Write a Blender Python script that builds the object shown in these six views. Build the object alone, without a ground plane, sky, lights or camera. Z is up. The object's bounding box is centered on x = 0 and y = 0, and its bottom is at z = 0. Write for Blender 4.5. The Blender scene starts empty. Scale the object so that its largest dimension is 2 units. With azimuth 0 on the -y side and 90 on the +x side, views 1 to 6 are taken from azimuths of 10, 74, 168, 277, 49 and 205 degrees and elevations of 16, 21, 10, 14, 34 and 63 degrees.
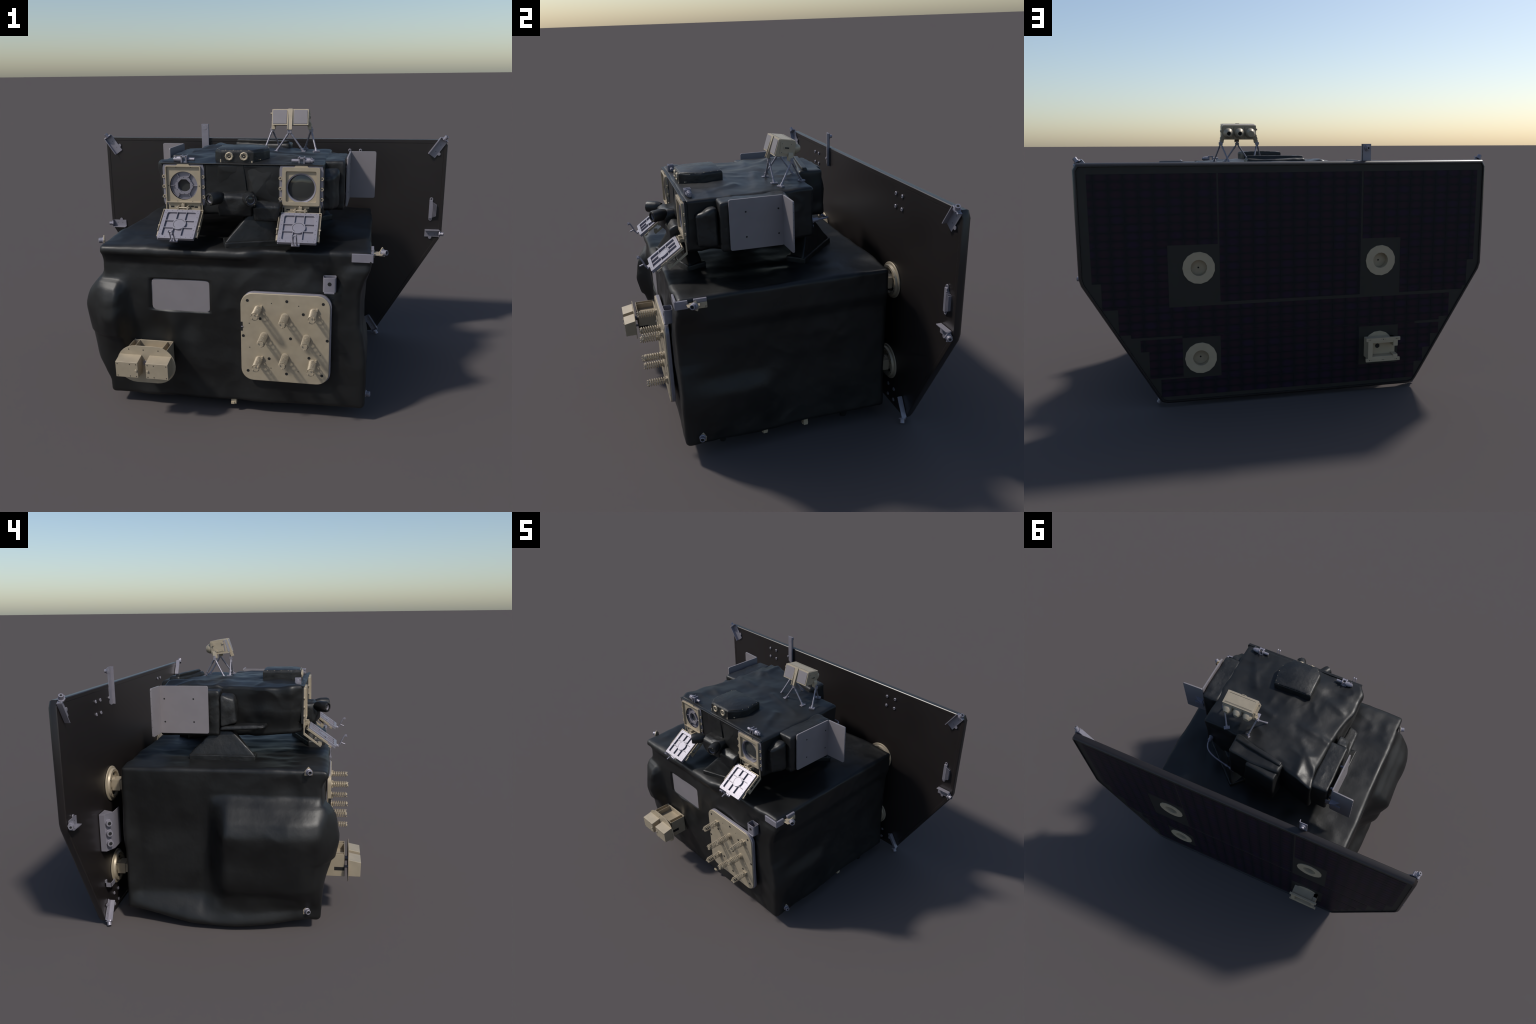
# A boxy observation satellite: black blanket-wrapped body, instrument module on
# three feet, two sun-shield doors, and a big trapezoid solar panel at the back.
import bpy, bmesh, math, random
from mathutils import Vector, Matrix, noise

random.seed(7)
PI = math.pi


# ------------------------------------------------------------------ materials
def new_mat(name, color, rough=0.5, metal=0.0, spec=0.5):
    m = bpy.data.materials.new(name)
    m.use_nodes = True
    b = m.node_tree.nodes["Principled BSDF"]
    b.inputs["Base Color"].default_value = (*color, 1)
    b.inputs["Roughness"].default_value = rough
    b.inputs["Metallic"].default_value = metal
    b.inputs["Specular IOR Level"].default_value = spec
    return m, m.node_tree, b


def grain(nt, b, c0, c1, scale, bump=0.0, bscale=80.0, rough=None, detail=5.0, dist=0.002):
    """mottle between two colours with noise, plus an optional fine bump and roughness range"""
    tc = nt.nodes.new("ShaderNodeTexCoord")
    n = nt.nodes.new("ShaderNodeTexNoise")
    n.inputs["Scale"].default_value = scale
    n.inputs["Detail"].default_value = detail
    nt.links.new(tc.outputs["Object"], n.inputs["Vector"])
    r = nt.nodes.new("ShaderNodeValToRGB")
    r.color_ramp.elements[0].position = 0.35
    r.color_ramp.elements[1].position = 0.68
    r.color_ramp.elements[0].color = (*c0, 1)
    r.color_ramp.elements[1].color = (*c1, 1)
    nt.links.new(n.outputs["Fac"], r.inputs["Fac"])
    nt.links.new(r.outputs["Color"], b.inputs["Base Color"])
    if rough:
        mr = nt.nodes.new("ShaderNodeMapRange")
        mr.inputs["From Min"].default_value = 0.3
        mr.inputs["From Max"].default_value = 0.7
        mr.inputs["To Min"].default_value = rough[0]
        mr.inputs["To Max"].default_value = rough[1]
        nt.links.new(n.outputs["Fac"], mr.inputs["Value"])
        nt.links.new(mr.outputs["Result"], b.inputs["Roughness"])
    if bump:
        n2 = nt.nodes.new("ShaderNodeTexNoise")
        n2.inputs["Scale"].default_value = bscale
        n2.inputs["Detail"].default_value = 4.0
        nt.links.new(tc.outputs["Object"], n2.inputs["Vector"])
        bp = nt.nodes.new("ShaderNodeBump")
        bp.inputs["Strength"].default_value = bump
        bp.inputs["Distance"].default_value = dist
        nt.links.new(n2.outputs["Fac"], bp.inputs["Height"])
        nt.links.new(bp.outputs["Normal"], b.inputs["Normal"])


M = {}
m, nt, b = new_mat("black_blanket", (0.0072, 0.0072, 0.0070), 0.52, 0.0, 0.46)
grain(nt, b, (0.0060, 0.0060, 0.0058), (0.0088, 0.0088, 0.0085), 6.0, 0.32, 10.0, (0.40, 0.54), 2.0, 0.010)
M["blanket"] = m
m, nt, b = new_mat("crinkled_black_foil", (0.012, 0.013, 0.013), 0.40, 0.0, 0.5)
grain(nt, b, (0.0065, 0.0066, 0.0064), (0.0115, 0.0115, 0.0112), 18.0, 0.45, 45.0, (0.40, 0.56), 4.0, 0.004)
M["foil"] = m
m, nt, b = new_mat("dark_panel_skin", (0.0165, 0.0135, 0.0130), 0.36)
grain(nt, b, (0.0155, 0.0126, 0.0121), (0.0178, 0.0146, 0.0141), 5.0)
M["skin"] = m
m, nt, b = new_mat("panel_border", (0.0245, 0.0222, 0.0185), 0.55, 0.0, 0.35)
grain(nt, b, (0.0230, 0.0207, 0.0173), (0.0260, 0.0237, 0.0200), 9.0)
M["border"] = m
m, nt, b = new_mat("bare_aluminium", (0.26, 0.245, 0.28), 0.45, 0.4)
grain(nt, b, (0.25, 0.235, 0.27), (0.275, 0.26, 0.295), 30.0)
M["alu"] = m
m, nt, b = new_mat("tan_coating", (0.42, 0.35, 0.24), 0.45, 0.25)
grain(nt, b, (0.38, 0.318, 0.228), (0.42, 0.350, 0.252), 25.0)
M["tan"] = m
m, nt, b = new_mat("pale_tan_coating", (0.40, 0.325, 0.22), 0.55, 0.0)
grain(nt, b, (0.385, 0.313, 0.212), (0.415, 0.337, 0.229), 20.0)
M["pale"] = m
m, nt, b = new_mat("grey_radiator_paint", (0.21, 0.19, 0.198), 0.5, 0.0)
grain(nt, b, (0.203, 0.184, 0.192), (0.217, 0.196, 0.205), 14.0)
M["paint"] = m
m, nt, b = new_mat("lens_glass", (0.035, 0.037, 0.035), 0.12)
b.inputs["Coat Weight"].default_value = 0.4
M["glass"] = m
m, nt, b = new_mat("dark_bore", (0.006, 0.006, 0.006), 0.7)
M["dark"] = m

# solar cells: each cell glows dull purple in its middle, edges are blue black
PX, PZ, X0, Z0 = 0.0648, 0.0381, 0.8365, 1.109
m, nt, b = new_mat("solar_cell_glass", (0.01, 0.01, 0.014), 0.5, 0.0, 0.2)
N, L = nt.nodes, nt.links
geo = N.new("ShaderNodeNewGeometry")
sep = N.new("ShaderNodeSeparateXYZ")
L.new(geo.outputs["Position"], sep.inputs[0])


def mth(op, a, c=None):
    n = N.new("ShaderNodeMath")
    n.operation = op
    for i, v in enumerate((a, c)):
        if v is None:
            continue
        if isinstance(v, (int, float)):
            n.inputs[i].default_value = v
        else:
            L.new(v, n.inputs[i])
    return n.outputs[0]


cu = mth("DIVIDE", mth("SUBTRACT", sep.outputs["X"], X0), PX)
cv = mth("DIVIDE", mth("SUBTRACT", sep.outputs["Z"], Z0), PZ)
du = mth("ABSOLUTE", mth("SUBTRACT", mth("FRACT", mth("ADD", cu, 100.0)), 0.5))
dv = mth("ABSOLUTE", mth("SUBTRACT", mth("FRACT", mth("ADD", cv, 100.0)), 0.5))
d = mth("ADD", mth("POWER", mth("MULTIPLY", du, 2.0), 2.0), mth("POWER", mth("MULTIPLY", dv, 2.0), 2.0))
glow = N.new("ShaderNodeMapRange")
glow.interpolation_type = "SMOOTHSTEP"
glow.inputs["From Min"].default_value = 1.15
glow.inputs["From Max"].default_value = 0.0
L.new(d, glow.inputs["Value"])
comb = N.new("ShaderNodeCombineXYZ")
L.new(mth("FLOOR", cu), comb.inputs[0])
L.new(mth("FLOOR", cv), comb.inputs[1])
wn = N.new("ShaderNodeTexWhiteNoise")
wn.noise_dimensions = "2D"
L.new(comb.outputs[0], wn.inputs["Vector"])
hue = N.new("ShaderNodeValToRGB")
hue.color_ramp.elements[0].color = (0.0230, 0.0100, 0.0180, 1)
hue.color_ramp.elements[1].color = (0.0190, 0.0096, 0.0270, 1)
hue.color_ramp.elements[0].position = 0.55
L.new(wn.outputs["Value"], hue.inputs["Fac"])
mx = N.new("ShaderNodeMix")
mx.data_type = "RGBA"
mx.inputs[6].default_value = (0.0085, 0.0088, 0.0118, 1)
L.new(hue.outputs["Color"], mx.inputs[7])
L.new(glow.outputs["Result"], mx.inputs[0])
L.new(mx.outputs[2], b.inputs["Base Color"])
M["cell"] = m


# ------------------------------------------------------------------ mesh kit
def frame(o, x, y):
    """local frame: origin o, x axis, approximate y axis"""
    x = Vector(x).normalized()
    z = x.cross(Vector(y)).normalized()
    y = z.cross(x)
    return Matrix((x, y, z)).transposed().to_4x4() if False else Matrix.Translation(o) @ Matrix((x, y, z)).transposed().to_4x4()


FRONT = frame((0, 0, 0), (1, 0, 0), (0, 0, 1))  # local (x, z) drawn on a face that looks to -y


def at_y(y):
    """drawing plane: local x = world x, local y = world z, local z = towards -y"""
    return Matrix.Translation((0, y, 0)) @ FRONT


class Kit:
    def __init__(s):
        s.v, s.f, s.mi, s.mats = [], [], [], []

    def use(s, mat):
        if mat not in s.mats:
            s.mats.append(mat)
        s.cur = s.mats.index(mat)
        return s

    def add(s, vs, fs, mx=None):
        o = len(s.v)
        s.v += [(mx @ Vector(p)) if mx else Vector(p) for p in vs]
        for f in fs:
            s.f.append([o + i for i in f])
            s.mi.append(s.cur)
        return s

    def box(s, lo, hi, mx=None):
        (a, b_, c), (d_, e, f) = lo, hi
        vs = [(a, b_, c), (d_, b_, c), (d_, e, c), (a, e, c), (a, b_, f), (d_, b_, f), (d_, e, f), (a, e, f)]
        return s.add(vs, [(3, 2, 1, 0), (4, 5, 6, 7), (0, 1, 5, 4), (1, 2, 6, 5), (2, 3, 7, 6), (3, 0, 4, 7)], mx)

    def prism(s, poly, h0, h1, mx=None):
        n = len(poly)
        vs = [(x, y, h0) for x, y in poly] + [(x, y, h1) for x, y in poly]
        fs = [tuple(range(n))[::-1], tuple(range(n, 2 * n))]
        fs += [(i, (i + 1) % n, n + (i + 1) % n, n + i) for i in range(n)]
        return s.add(vs, fs, mx)

    def ring(s, outer, inner, h0, h1, mx=None):
        """plate with a hole; outer and inner have the same number of points"""
        n = len(outer)
        vs = [(x, y, h) for h in (h0, h1) for loop in (outer, inner) for x, y in loop]
        fs = []
        for i in range(n):
            j = (i + 1) % n
            fs += [(n + i, n + j, j, i), (2 * n + i, 2 * n + j, 3 * n + j, 3 * n + i),
                   (i, j, 2 * n + j, 2 * n + i), (n + j, n + i, 3 * n + i, 3 * n + j)]
        return s.add(vs, fs, mx)

    def lathe(s, prof, n=24, mx=None, close=True):
        """profile of (radius, height) turned round local z"""
        vs, fs = [], []
        for r, h in prof:
            vs += [(r * math.cos(2 * PI * i / n), r * math.sin(2 * PI * i / n), h) for i in range(n)]
        for k in range(len(prof) - 1):
            for i in range(n):
                j = (i + 1) % n
                fs.append((k * n + i, k * n + j, (k + 1) * n + j, (k + 1) * n + i))
        if close:
            fs.append(tuple(range(n))[::-1])
            fs.append(tuple(range((len(prof) - 1) * n, len(prof) * n)))
        return s.add(vs, fs, mx)

    def rod(s, p, q, r0, r1=None, n=12):
        p, q = Vector(p), Vector(q)
        d_ = (q - p)
        up = Vector((0, 0, 1)) if abs(d_.normalized().z) < 0.9 else Vector((1, 0, 0))
        x = d_.cross(up).normalized()
        y = d_.cross(x).normalized()
        z = d_.normalized()
        mx = Matrix.Translation(p) @ Matrix((x, z.cross(x), z)).transposed().to_4x4()
        return s.lathe([(r0, 0), (r0 if r1 is None else r1, d_.length)], n, mx)

    def tube(s, pts, r, n=8):
        pts = [Vector(p) for p in pts]
        vs, fs = [], []
        ref = Vector((0.31, 0.2, 0.93))
        for i, p in enumerate(pts):
            t = (pts[min(i + 1, len(pts) - 1)] - pts[max(i - 1, 0)]).normalized()
            x = t.cross(ref).normalized()
            y = t.cross(x)
            vs += [p + r * (math.cos(2 * PI * k / n) * x + math.sin(2 * PI * k / n) * y) for k in range(n)]
        for i in range(len(pts) - 1):
            for k in range(n):
                j = (k + 1) % n
                fs.append((i * n + k, i * n + j, (i + 1) * n + j, (i + 1) * n + k))
        fs.append(tuple(range(n))[::-1])
        fs.append(tuple(range((len(pts) - 1) * n, len(pts) * n)))
        return s.add(vs, fs)

    def dot(s, x, y, z, r, depth=0.0006, n=10, axis="y"):
        """a dark drilled hole, seen as a shallow disc on a face looking to -axis"""
        if axis == "y":
            return s.rod((x, y + 0.002, z), (x, y - depth, z), r, n=n)
        if axis == "x":
            return s.rod((x - 0.002, y, z), (x + depth, y, z), r, n=n)
        if axis == "-x":
            return s.rod((x + 0.002, y, z), (x - depth, y, z), r, n=n)
        return s.rod((x, y, z - 0.002), (x, y, z + depth), r, n=n)

    def make(s, name, parent, bevel=0.0, smooth=35, seg=2, mesh_only=False):
        me = bpy.data.meshes.new(name)
        me.from_pydata([tuple(p) for p in s.v], [], s.f)
        for mt in s.mats:
            me.materials.append(M[mt])
        me.polygons.foreach_set("material_index", s.mi)
        bm = bmesh.new()
        bm.from_mesh(me)
        bmesh.ops.recalc_face_normals(bm, faces=bm.faces)
        bm.to_mesh(me)
        bm.free()
        me.polygons.foreach_set("use_smooth", [True] * len(me.polygons))
        me.set_sharp_from_angle(angle=math.radians(smooth))
        if mesh_only:
            return me
        return put(me, name, parent, bevel, seg)


def put(me, name, parent, bevel=0.0, seg=2, loc=None):
    ob = bpy.data.objects.new(name, me)
    bpy.context.scene.collection.objects.link(ob)
    ob.parent = parent
    if loc is not None:
        ob.location = loc
    if bevel:
        bv = ob.modifiers.new("round", "BEVEL")
        bv.width = bevel
        bv.segments = seg
        bv.limit_method = "ANGLE"
        bv.angle_limit = math.radians(40)
        bv.harden_normals = True
    return ob


def rrect(x0, z0, x1, z1, r, k=6):
    pts = []
    for cx, cz, a in ((x1 - r, z1 - r, 0), (x0 + r, z1 - r, 90), (x0 + r, z0 + r, 180), (x1 - r, z0 + r, 270)):
        for i in range(k + 1):
            t = math.radians(a + 90 * i / k)
            pts.append((cx + r * math.cos(t), cz + r * math.sin(t)))
    return pts


def circle(cx, cz, r, n, a0=0.0):
    return [(cx + r * math.cos(a0 + 2 * PI * i / n), cz + r * math.sin(a0 + 2 * PI * i / n)) for i in range(n)]


def poly_loop(sides, cx, cz, r, n, rot):
    """regular polygon sampled at n even angles"""
    out = []
    for i in range(n):
        t = 2 * PI * i / n
        w = (t - rot) % (2 * PI / sides) - PI / sides
        q = r * math.cos(PI / sides) / math.cos(w)
        out.append((cx + q * math.cos(t), cz + q * math.sin(t)))
    return out


def square_loop(cx, cz, h, n, w=None):
    """points of a rectangle, spread evenly by angle about its middle"""
    w = w or h
    out = []
    for i in range(n):
        t = 2 * PI * i / n
        c, s_ = math.cos(t), math.sin(t)
        q = min(w / max(1e-9, abs(c)), h / max(1e-9, abs(s_)))
        out.append((cx + q * c, cz + q * s_))
    return out


def sst(a, b_, x):
    t = min(1.0, max(0.0, (x - a) / (b_ - a)))
    return t * t * (3 - 2 * t)


def prof(table, x):
    """smooth curve through (x, value) pairs, x ascending (cubic Hermite, no overshoot)"""
    if x <= table[0][0]:
        return table[0][1]
    if x >= table[-1][0]:
        return table[-1][1]
    k_ = next(i for i in range(len(table) - 1) if x <= table[i + 1][0])

    def slope(i):
        return (table[i + 1][1] - table[i][1]) / (table[i + 1][0] - table[i][0])

    def tang(i):
        if i == 0 or i == len(table) - 1:
            return 0.0
        a, c = slope(i - 1), slope(i)
        return 0.0 if a * c <= 0 else 2 * a * c / (a + c)
    (xa, fa), (xb, fb) = table[k_], table[k_ + 1]
    h = xb - xa
    t = (x - xa) / h
    return (fa * (1 + 2 * t) * (1 - t) ** 2 + fb * t * t * (3 - 2 * t)
            + h * tang(k_) * t * (1 - t) ** 2 - h * tang(k_ + 1) * t * t * (1 - t))


def nz(p, f, seed=0.0):
    return noise.noise(Vector((p.x * f + seed, p.y * f + seed * 1.7, p.z * f - seed)))


def ridge(p, f, seed=0.0):
    return 1.0 - 2.0 * abs(nz(p, f, seed))


def wrinkle(p, amp, f, seed):
    """blanket folds: broad billows, plus sharp creases running between them"""
    q = p + 0.03 * Vector((nz(p, 4, seed + 3), nz(p, 4, seed + 5), nz(p, 4, seed + 9)))
    w = 0.9 * nz(q, f, seed) + 0.75 * ridge(q, f * 1.5, seed + 11) * max(0, nz(q, f * 0.7, seed + 21) + 0.25)
    w += 0.12 * nz(q, f * 2.7, seed + 31)
    return amp * w


def soft_block(name, parent, lo, hi, r, cuts, mat="blanket", deform=None, amp=0.004, freq=6.0, seed=1.0, mx=None):
    """a padded, wrinkled block: rounded box -> deform(p, normal) -> wrinkles along the normal"""
    lo, hi = Vector(lo), Vector(hi)
    c, h = (lo + hi) / 2, (hi - lo) / 2
    bm = bmesh.new()
    bmesh.ops.create_cube(bm, size=2.0)
    bmesh.ops.subdivide_edges(bm, edges=bm.edges[:], cuts=cuts, use_grid_fill=True)
    for v in bm.verts:
        q = Vector((v.co.x * h.x, v.co.y * h.y, v.co.z * h.z))
        inn = Vector([max(-(h[i] - r), min(h[i] - r, q[i])) for i in range(3)])
        d_ = q - inn
        n = d_.normalized()
        p = c + inn + n * r
        if deform:
            p = deform(p, n)
        p = p + n * wrinkle(p, amp, freq, seed)
        v.co = mx @ p if mx else p
    me = bpy.data.meshes.new(name)
    bmesh.ops.recalc_face_normals(bm, faces=bm.faces)
    bm.to_mesh(me)
    bm.free()
    me.materials.append(M[mat])
    me.polygons.foreach_set("use_smooth", [True] * len(me.polygons))
    return put(me, name, parent)


def hull_block(name, parent, pts, r, cuts, mat="blanket", amp=0.002, freq=14, seed=2.0):
    """padded convex lump from corner points: hull, rounded edges, subdivided, wrinkled"""
    bm = bmesh.new()
    for p in pts:
        bm.verts.new(p)
    res = bmesh.ops.convex_hull(bm, input=bm.verts[:])
    bmesh.ops.dissolve_limit(bm, angle_limit=math.radians(2), verts=bm.verts[:], edges=bm.edges[:])
    bmesh.ops.bevel(bm, geom=bm.edges[:], offset=r, segments=3, profile=0.5, affect="EDGES", clamp_overlap=True)
    bmesh.ops.triangulate(bm, faces=bm.faces[:])
    for _ in range(cuts):
        long_e = [e for e in bm.edges if e.calc_length() > 0.016]
        if not long_e:
            break
        bmesh.ops.subdivide_edges(bm, edges=long_e, cuts=1)
        bmesh.ops.triangulate(bm, faces=bm.faces[:])
    bmesh.ops.recalc_face_normals(bm, faces=bm.faces)
    bm.normal_update()
    ns = [v.normal.copy() for v in bm.verts]
    for v, n in zip(bm.verts, ns):
        v.co += n * wrinkle(v.co, amp, freq, seed)
    me = bpy.data.meshes.new(name)
    bm.to_mesh(me)
    bm.free()
    me.materials.append(M[mat])
    me.polygons.foreach_set("use_smooth", [True] * len(me.polygons))
    me.set_sharp_from_angle(angle=math.radians(50))
    return put(me, name, parent)


# ------------------------------------------------------------------ root
root = bpy.data.objects.new("satellite", None)
bpy.context.scene.collection.objects.link(root)
root["label"] = "boxy black blanket-wrapped satellite with a large trapezoid solar panel"
root["category"] = "satellite"

# ------------------------------------------------------------------ main body
BULGE_Z = [(0.02, 0.0), (0.12, 0.0), (0.17, 0.034), (0.23, 0.072), (0.34, 0.088), (0.42, 0.104), (0.49, 0.116),
           (0.55, 0.099), (0.608, 0.052), (0.67, 0.0)]
BULGE_Y = [(-0.50, 0.42), (-0.44, 0.86), (-0.38, 1.0), (-0.20, 1.0), (-0.05, 1.0), (0.06, 0.0)]
NOSE_Z = [(0.10, 0.0), (0.25, 0.016), (0.34, 0.038), (0.40, 0.052), (0.46, 0.058), (0.52, 0.052), (0.585, 0.034), (0.625, 0.006), (0.66, 0.0)]
FRONT_Z = [(0.20, 0.0), (0.30, 0.003), (0.42, 0.005), (0.50, 0.007), (0.60, 0.008), (0.68, 0.003), (0.715, 0.0), (0.75, 0.0)]
LIP_Z = [(0.70, 0.0), (0.735, 0.012), (0.757, 0.028), (0.777, 0.024), (0.80, 0.004)]


def body_shape(p, n):
    x, y, z = p
    wl = sst(-0.30, -0.585, x)
    wr = sst(0.40, 0.585, x)
    wf = sst(-0.36, -0.47, y)
    wt = sst(0.70, 0.785, z)
    # padded equipment bay swelling out of the left side, in front of a deep fold
    taper = prof(BULGE_Y, y)
    side = prof(BULGE_Z, z) * taper - 0.010 * math.exp(-((y + 0.17) / 0.13) ** 2) * prof([(0.13, 0.0), (0.2, 1.0), (0.34, 1.0), (0.45, 0.0)], z)
    # behind the bay the wall is drawn well in, the cloth hanging from the roof edge
    side -= 0.022 * sst(0.02, 0.09, y) * prof([(0.09, 0.0), (0.17, 1.0), (0.46, 1.0), (0.60, 0.35), (0.74, 0.0)], z) * sst(0.50, 0.40, y)
    # loose skirt along the bottom of the left side
    mid = math.sin(PI * min(1, max(0, (y + 0.50) / 0.96))) ** 1.3
    side += 0.052 * sst(0.19, 0.09, z) * mid
    p.x -= side * wl
    p.z -= 0.013 * sst(0.2, 0.08, z) * sst(-0.40, -0.47, y) * sst(0.62, 0.0, x)
    p.z -= 0.052 * mid * sst(0.22, 0.08, z) * sst(0.1, -0.55, x)
    # the rear wall stands a little skew
    p.y -= 0.016 * sst(0.2, -0.5, x) * sst(0.2, 0.45, y)
    # front cloth: lip along the roof edge, rolled on the left half, belly below it
    p.y -= prof(LIP_Z, z) * wf * (sst(0.16, 0.06, x) * 0.95 + 0.05)
    p.y -= prof(FRONT_Z, z) * wf * sst(-0.55, -0.46, x) * sst(0.57, 0.47, x)
    # well in front of the window plate
    if wf > 0.5 and -0.360 < x < -0.102 and 0.492 < z < 0.632:
        p.y = -0.464
    # pouch at the left corner: raised flap with a crisp inner edge
    p.y -= prof(NOSE_Z, z) * wf * sst(-0.455, -0.515, p.x) * (0.15 + 0.85 * sst(-0.66, -0.56, p.x))
    p.y -= 0.012 * wf * sst(-0.505, -0.512, p.x) * sst(0.355, 0.375, z) * sst(0.628, 0.618, z)
    # right front corner is drawn in below the corner plate, then flares at the foot
    tuck = prof([(0.05, 0.004), (0.30, 0.004), (0.42, 0.020), (0.47, 0.034), (0.60, 0.036), (0.66, 0.020), (0.715, 0.0)], z)
    p.x -= tuck * wr * sst(-0.33, -0.47, y)
    # right wall hangs slightly hollow under the roof edge
    p.x -= wr * prof([(0.07, 0.012), (0.16, 0.018), (0.40, 0.024), (0.60, 0.018), (0.68, 0.0)], z) * sst(-0.47, -0.33, y) * (1 - sst(0.0, -0.15, y) * sst(0.40, 0.30, z))
    p.x += 0.006 * wr * sst(0.66, 0.74, z) * sst(-0.30, -0.42, y)
    p.y += 0.010 * wf * sst(0.46, 0.51, x) * sst(0.70, 0.74, z)
    # creases in the roof cloth run fore and aft
    p.z += wt * 0.0035 * noise.noise(Vector((x * 15, y * 2.6, 4.0))) * sst(0.6, 0.4, abs(x))
    p.y += 0.022 * wf * math.exp(-((x - 0.43) / 0.045) ** 2 - ((z - 0.655) / 0.05) ** 2)
    # slack folds down the front cloth
    p.y += 0.010 * wf * math.exp(-((x + 0.20) / 0.05) ** 2 - ((z - 0.42) / 0.07) ** 2)
    p.y += 0.012 * wf * math.exp(-((x + 0.36) / 0.07) ** 2 - ((z - 0.40) / 0.09) ** 2)
    p.y += 0.007 * wf * math.exp(-((x - 0.02) / 0.05) ** 2 - ((z - 0.40) / 0.2) ** 2)
    p.y -= 0.008 * wf * math.exp(-((x + 0.27) / 0.05) ** 2 - ((z - 0.40) / 0.09) ** 2)
    return p


body = soft_block("main_body", root, (-0.592, -0.478, 0.072), (0.592, 0.482, 0.789), 0.018, 104,
                  deform=body_shape, amp=0.0078, freq=6.2, seed=3.1)

# window plate in the front of the body
k = Kit().use("paint")
k.prism(rrect(-0.366, 0.487, -0.095, 0.638, 0.022, 3), 0.0, 0.012, at_y(-0.468))
k.make("window_cover", body, 0.005)

# ------------------------------------------------------------------ release plate with springs
plate = Kit().use("tan")
PL = (0.047, 0.193, 0.434, 0.604)
outl = rrect(*PL, 0.055, 7)
# notch in the left edge
plate.prism(outl, 0.0, 0.021, at_y(-0.494))
holes = [(.078, .57), (.249, .574), (.404, .57), (.32, .519), (.133, .489), (.058, .405), (.266, .404), (.424, .404),
         (.172, .303), (.347, .318), (.077, .239), (.249, .235), (.404, .238)]
release = plate.make("release_plate", root, 0.003)
k = Kit().use("dark")
for x, z in holes:
    k.dot(x, -0.515, z, 0.0068)
for x, z in [(0.183, 0.562), (0.30, 0.556), (0.085, 0.465), (0.086, 0.352), (0.395, 0.335), (0.18, 0.258), (0.30, 0.25)]:
    k.dot(x, -0.515, z, 0.0022)
k.box((0.0466, -0.5156, 0.428), (0.056, -0.500, 0.470))
k.make("drilled_hole", release)
k = Kit().use("alu")
k.prism(rrect(PL[0] + 0.006, PL[1] + 0.004, PL[2] + 0.006, PL[3] + 0.004, 0.052, 7), 0.0, 0.016, at_y(-0.493))
k.rod((0.049, -0.517, 0.449), (0.058, -0.517, 0.449), 0.002)
k.make("backing_plate", release, 0.002)

# one spring post: helix round three rods, base flange and a triangular tip plate
sp = Kit().use("tan")
SL = 0.092
turns, n = 8, 8 * 18
sp.tube([(0.0160 * math.cos(2 * PI * turns * i / n), -SL * (0.04 + 0.92 * i / n), 0.0160 * math.sin(2 * PI * turns * i / n)) for i in range(n + 1)], 0.0018, 6)
tips = []
for a in (90, 210, 330):
    a = math.radians(a)
    cx, cz = 0.0115 * math.cos(a), 0.0115 * math.sin(a)
    sp.rod((cx, 0, cz), (cx, -SL - 0.003, cz), 0.0012, n=8)
    sp.rod((cx, -SL - 0.0045, cz), (cx, -SL + 0.001, cz), 0.0026, n=8)
    tips += [(0.0155 * math.cos(a - 0.35), 0.0155 * math.sin(a - 0.35)), (0.0155 * math.cos(a + 0.35), 0.0155 * math.sin(a + 0.35))]
sp.prism(tips, SL - 0.003, SL, FRONT)
sp.lathe([(0.0075, 0), (0.0075, SL * 0.16), (0.004, SL * 0.2)], 12, FRONT)
sp.lathe([(0.0185, 0), (0.0185, 0.004), (0.016, 0.005)], 16, FRONT)
sp.box((0.011, -0.012, 0.010), (0.019, 0.0, 0.019))
sme = sp.make("spring_post", None, mesh_only=True)
for x, z, flip in [(.124, .531, 0), (.241, .502, 1), (.363, .530, 0), (.150, .409, 1), (.335, .409, 1), (.126, .294, 0), (.242, .315, 1), (.362, .293, 0)]:
    o = put(sme, "spring_post", release, loc=(x, -0.5145, z))
    if flip:
        o.rotation_euler = (0, PI, 0)

# U shaped channel bracket next to the plate
k = Kit().use("alu")
up = rrect(0.400, -0.510, 0.455, -0.470, 0.008, 4)
ui = rrect(0.4025, -0.5075, 0.4525, -0.4725, 0.006, 4)
k.ring(up, ui, 0.622, 0.686)
k.box((0.406, -0.512, 0.616), (0.449, -0.4915, 0.6225))
k.use("dark").dot(0.428, -0.5105, 0.659, 0.0085, n=14)
k.make("channel_bracket", root, 0.001)

# corner plate under the lip, right front
k = Kit().use("alu")
k.box((0.515, -0.479, 0.749), (0.603, -0.470, 0.785)).box((0.594, -0.478, 0.749), (0.6045, -0.425, 0.785))
k.box((0.594, -0.40, 0.772), (0.6055, -0.346, 0.787))
k.use("pale").box((0.594, -0.385, 0.745), (0.6085, -0.346, 0.7715))
k.use("dark").dot(0.593, -0.479, 0.751, 0.004).dot(0.609, -0.352, 0.752, 0.0025, axis="x")
k.make("corner_plate", root, 0.0015)


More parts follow.
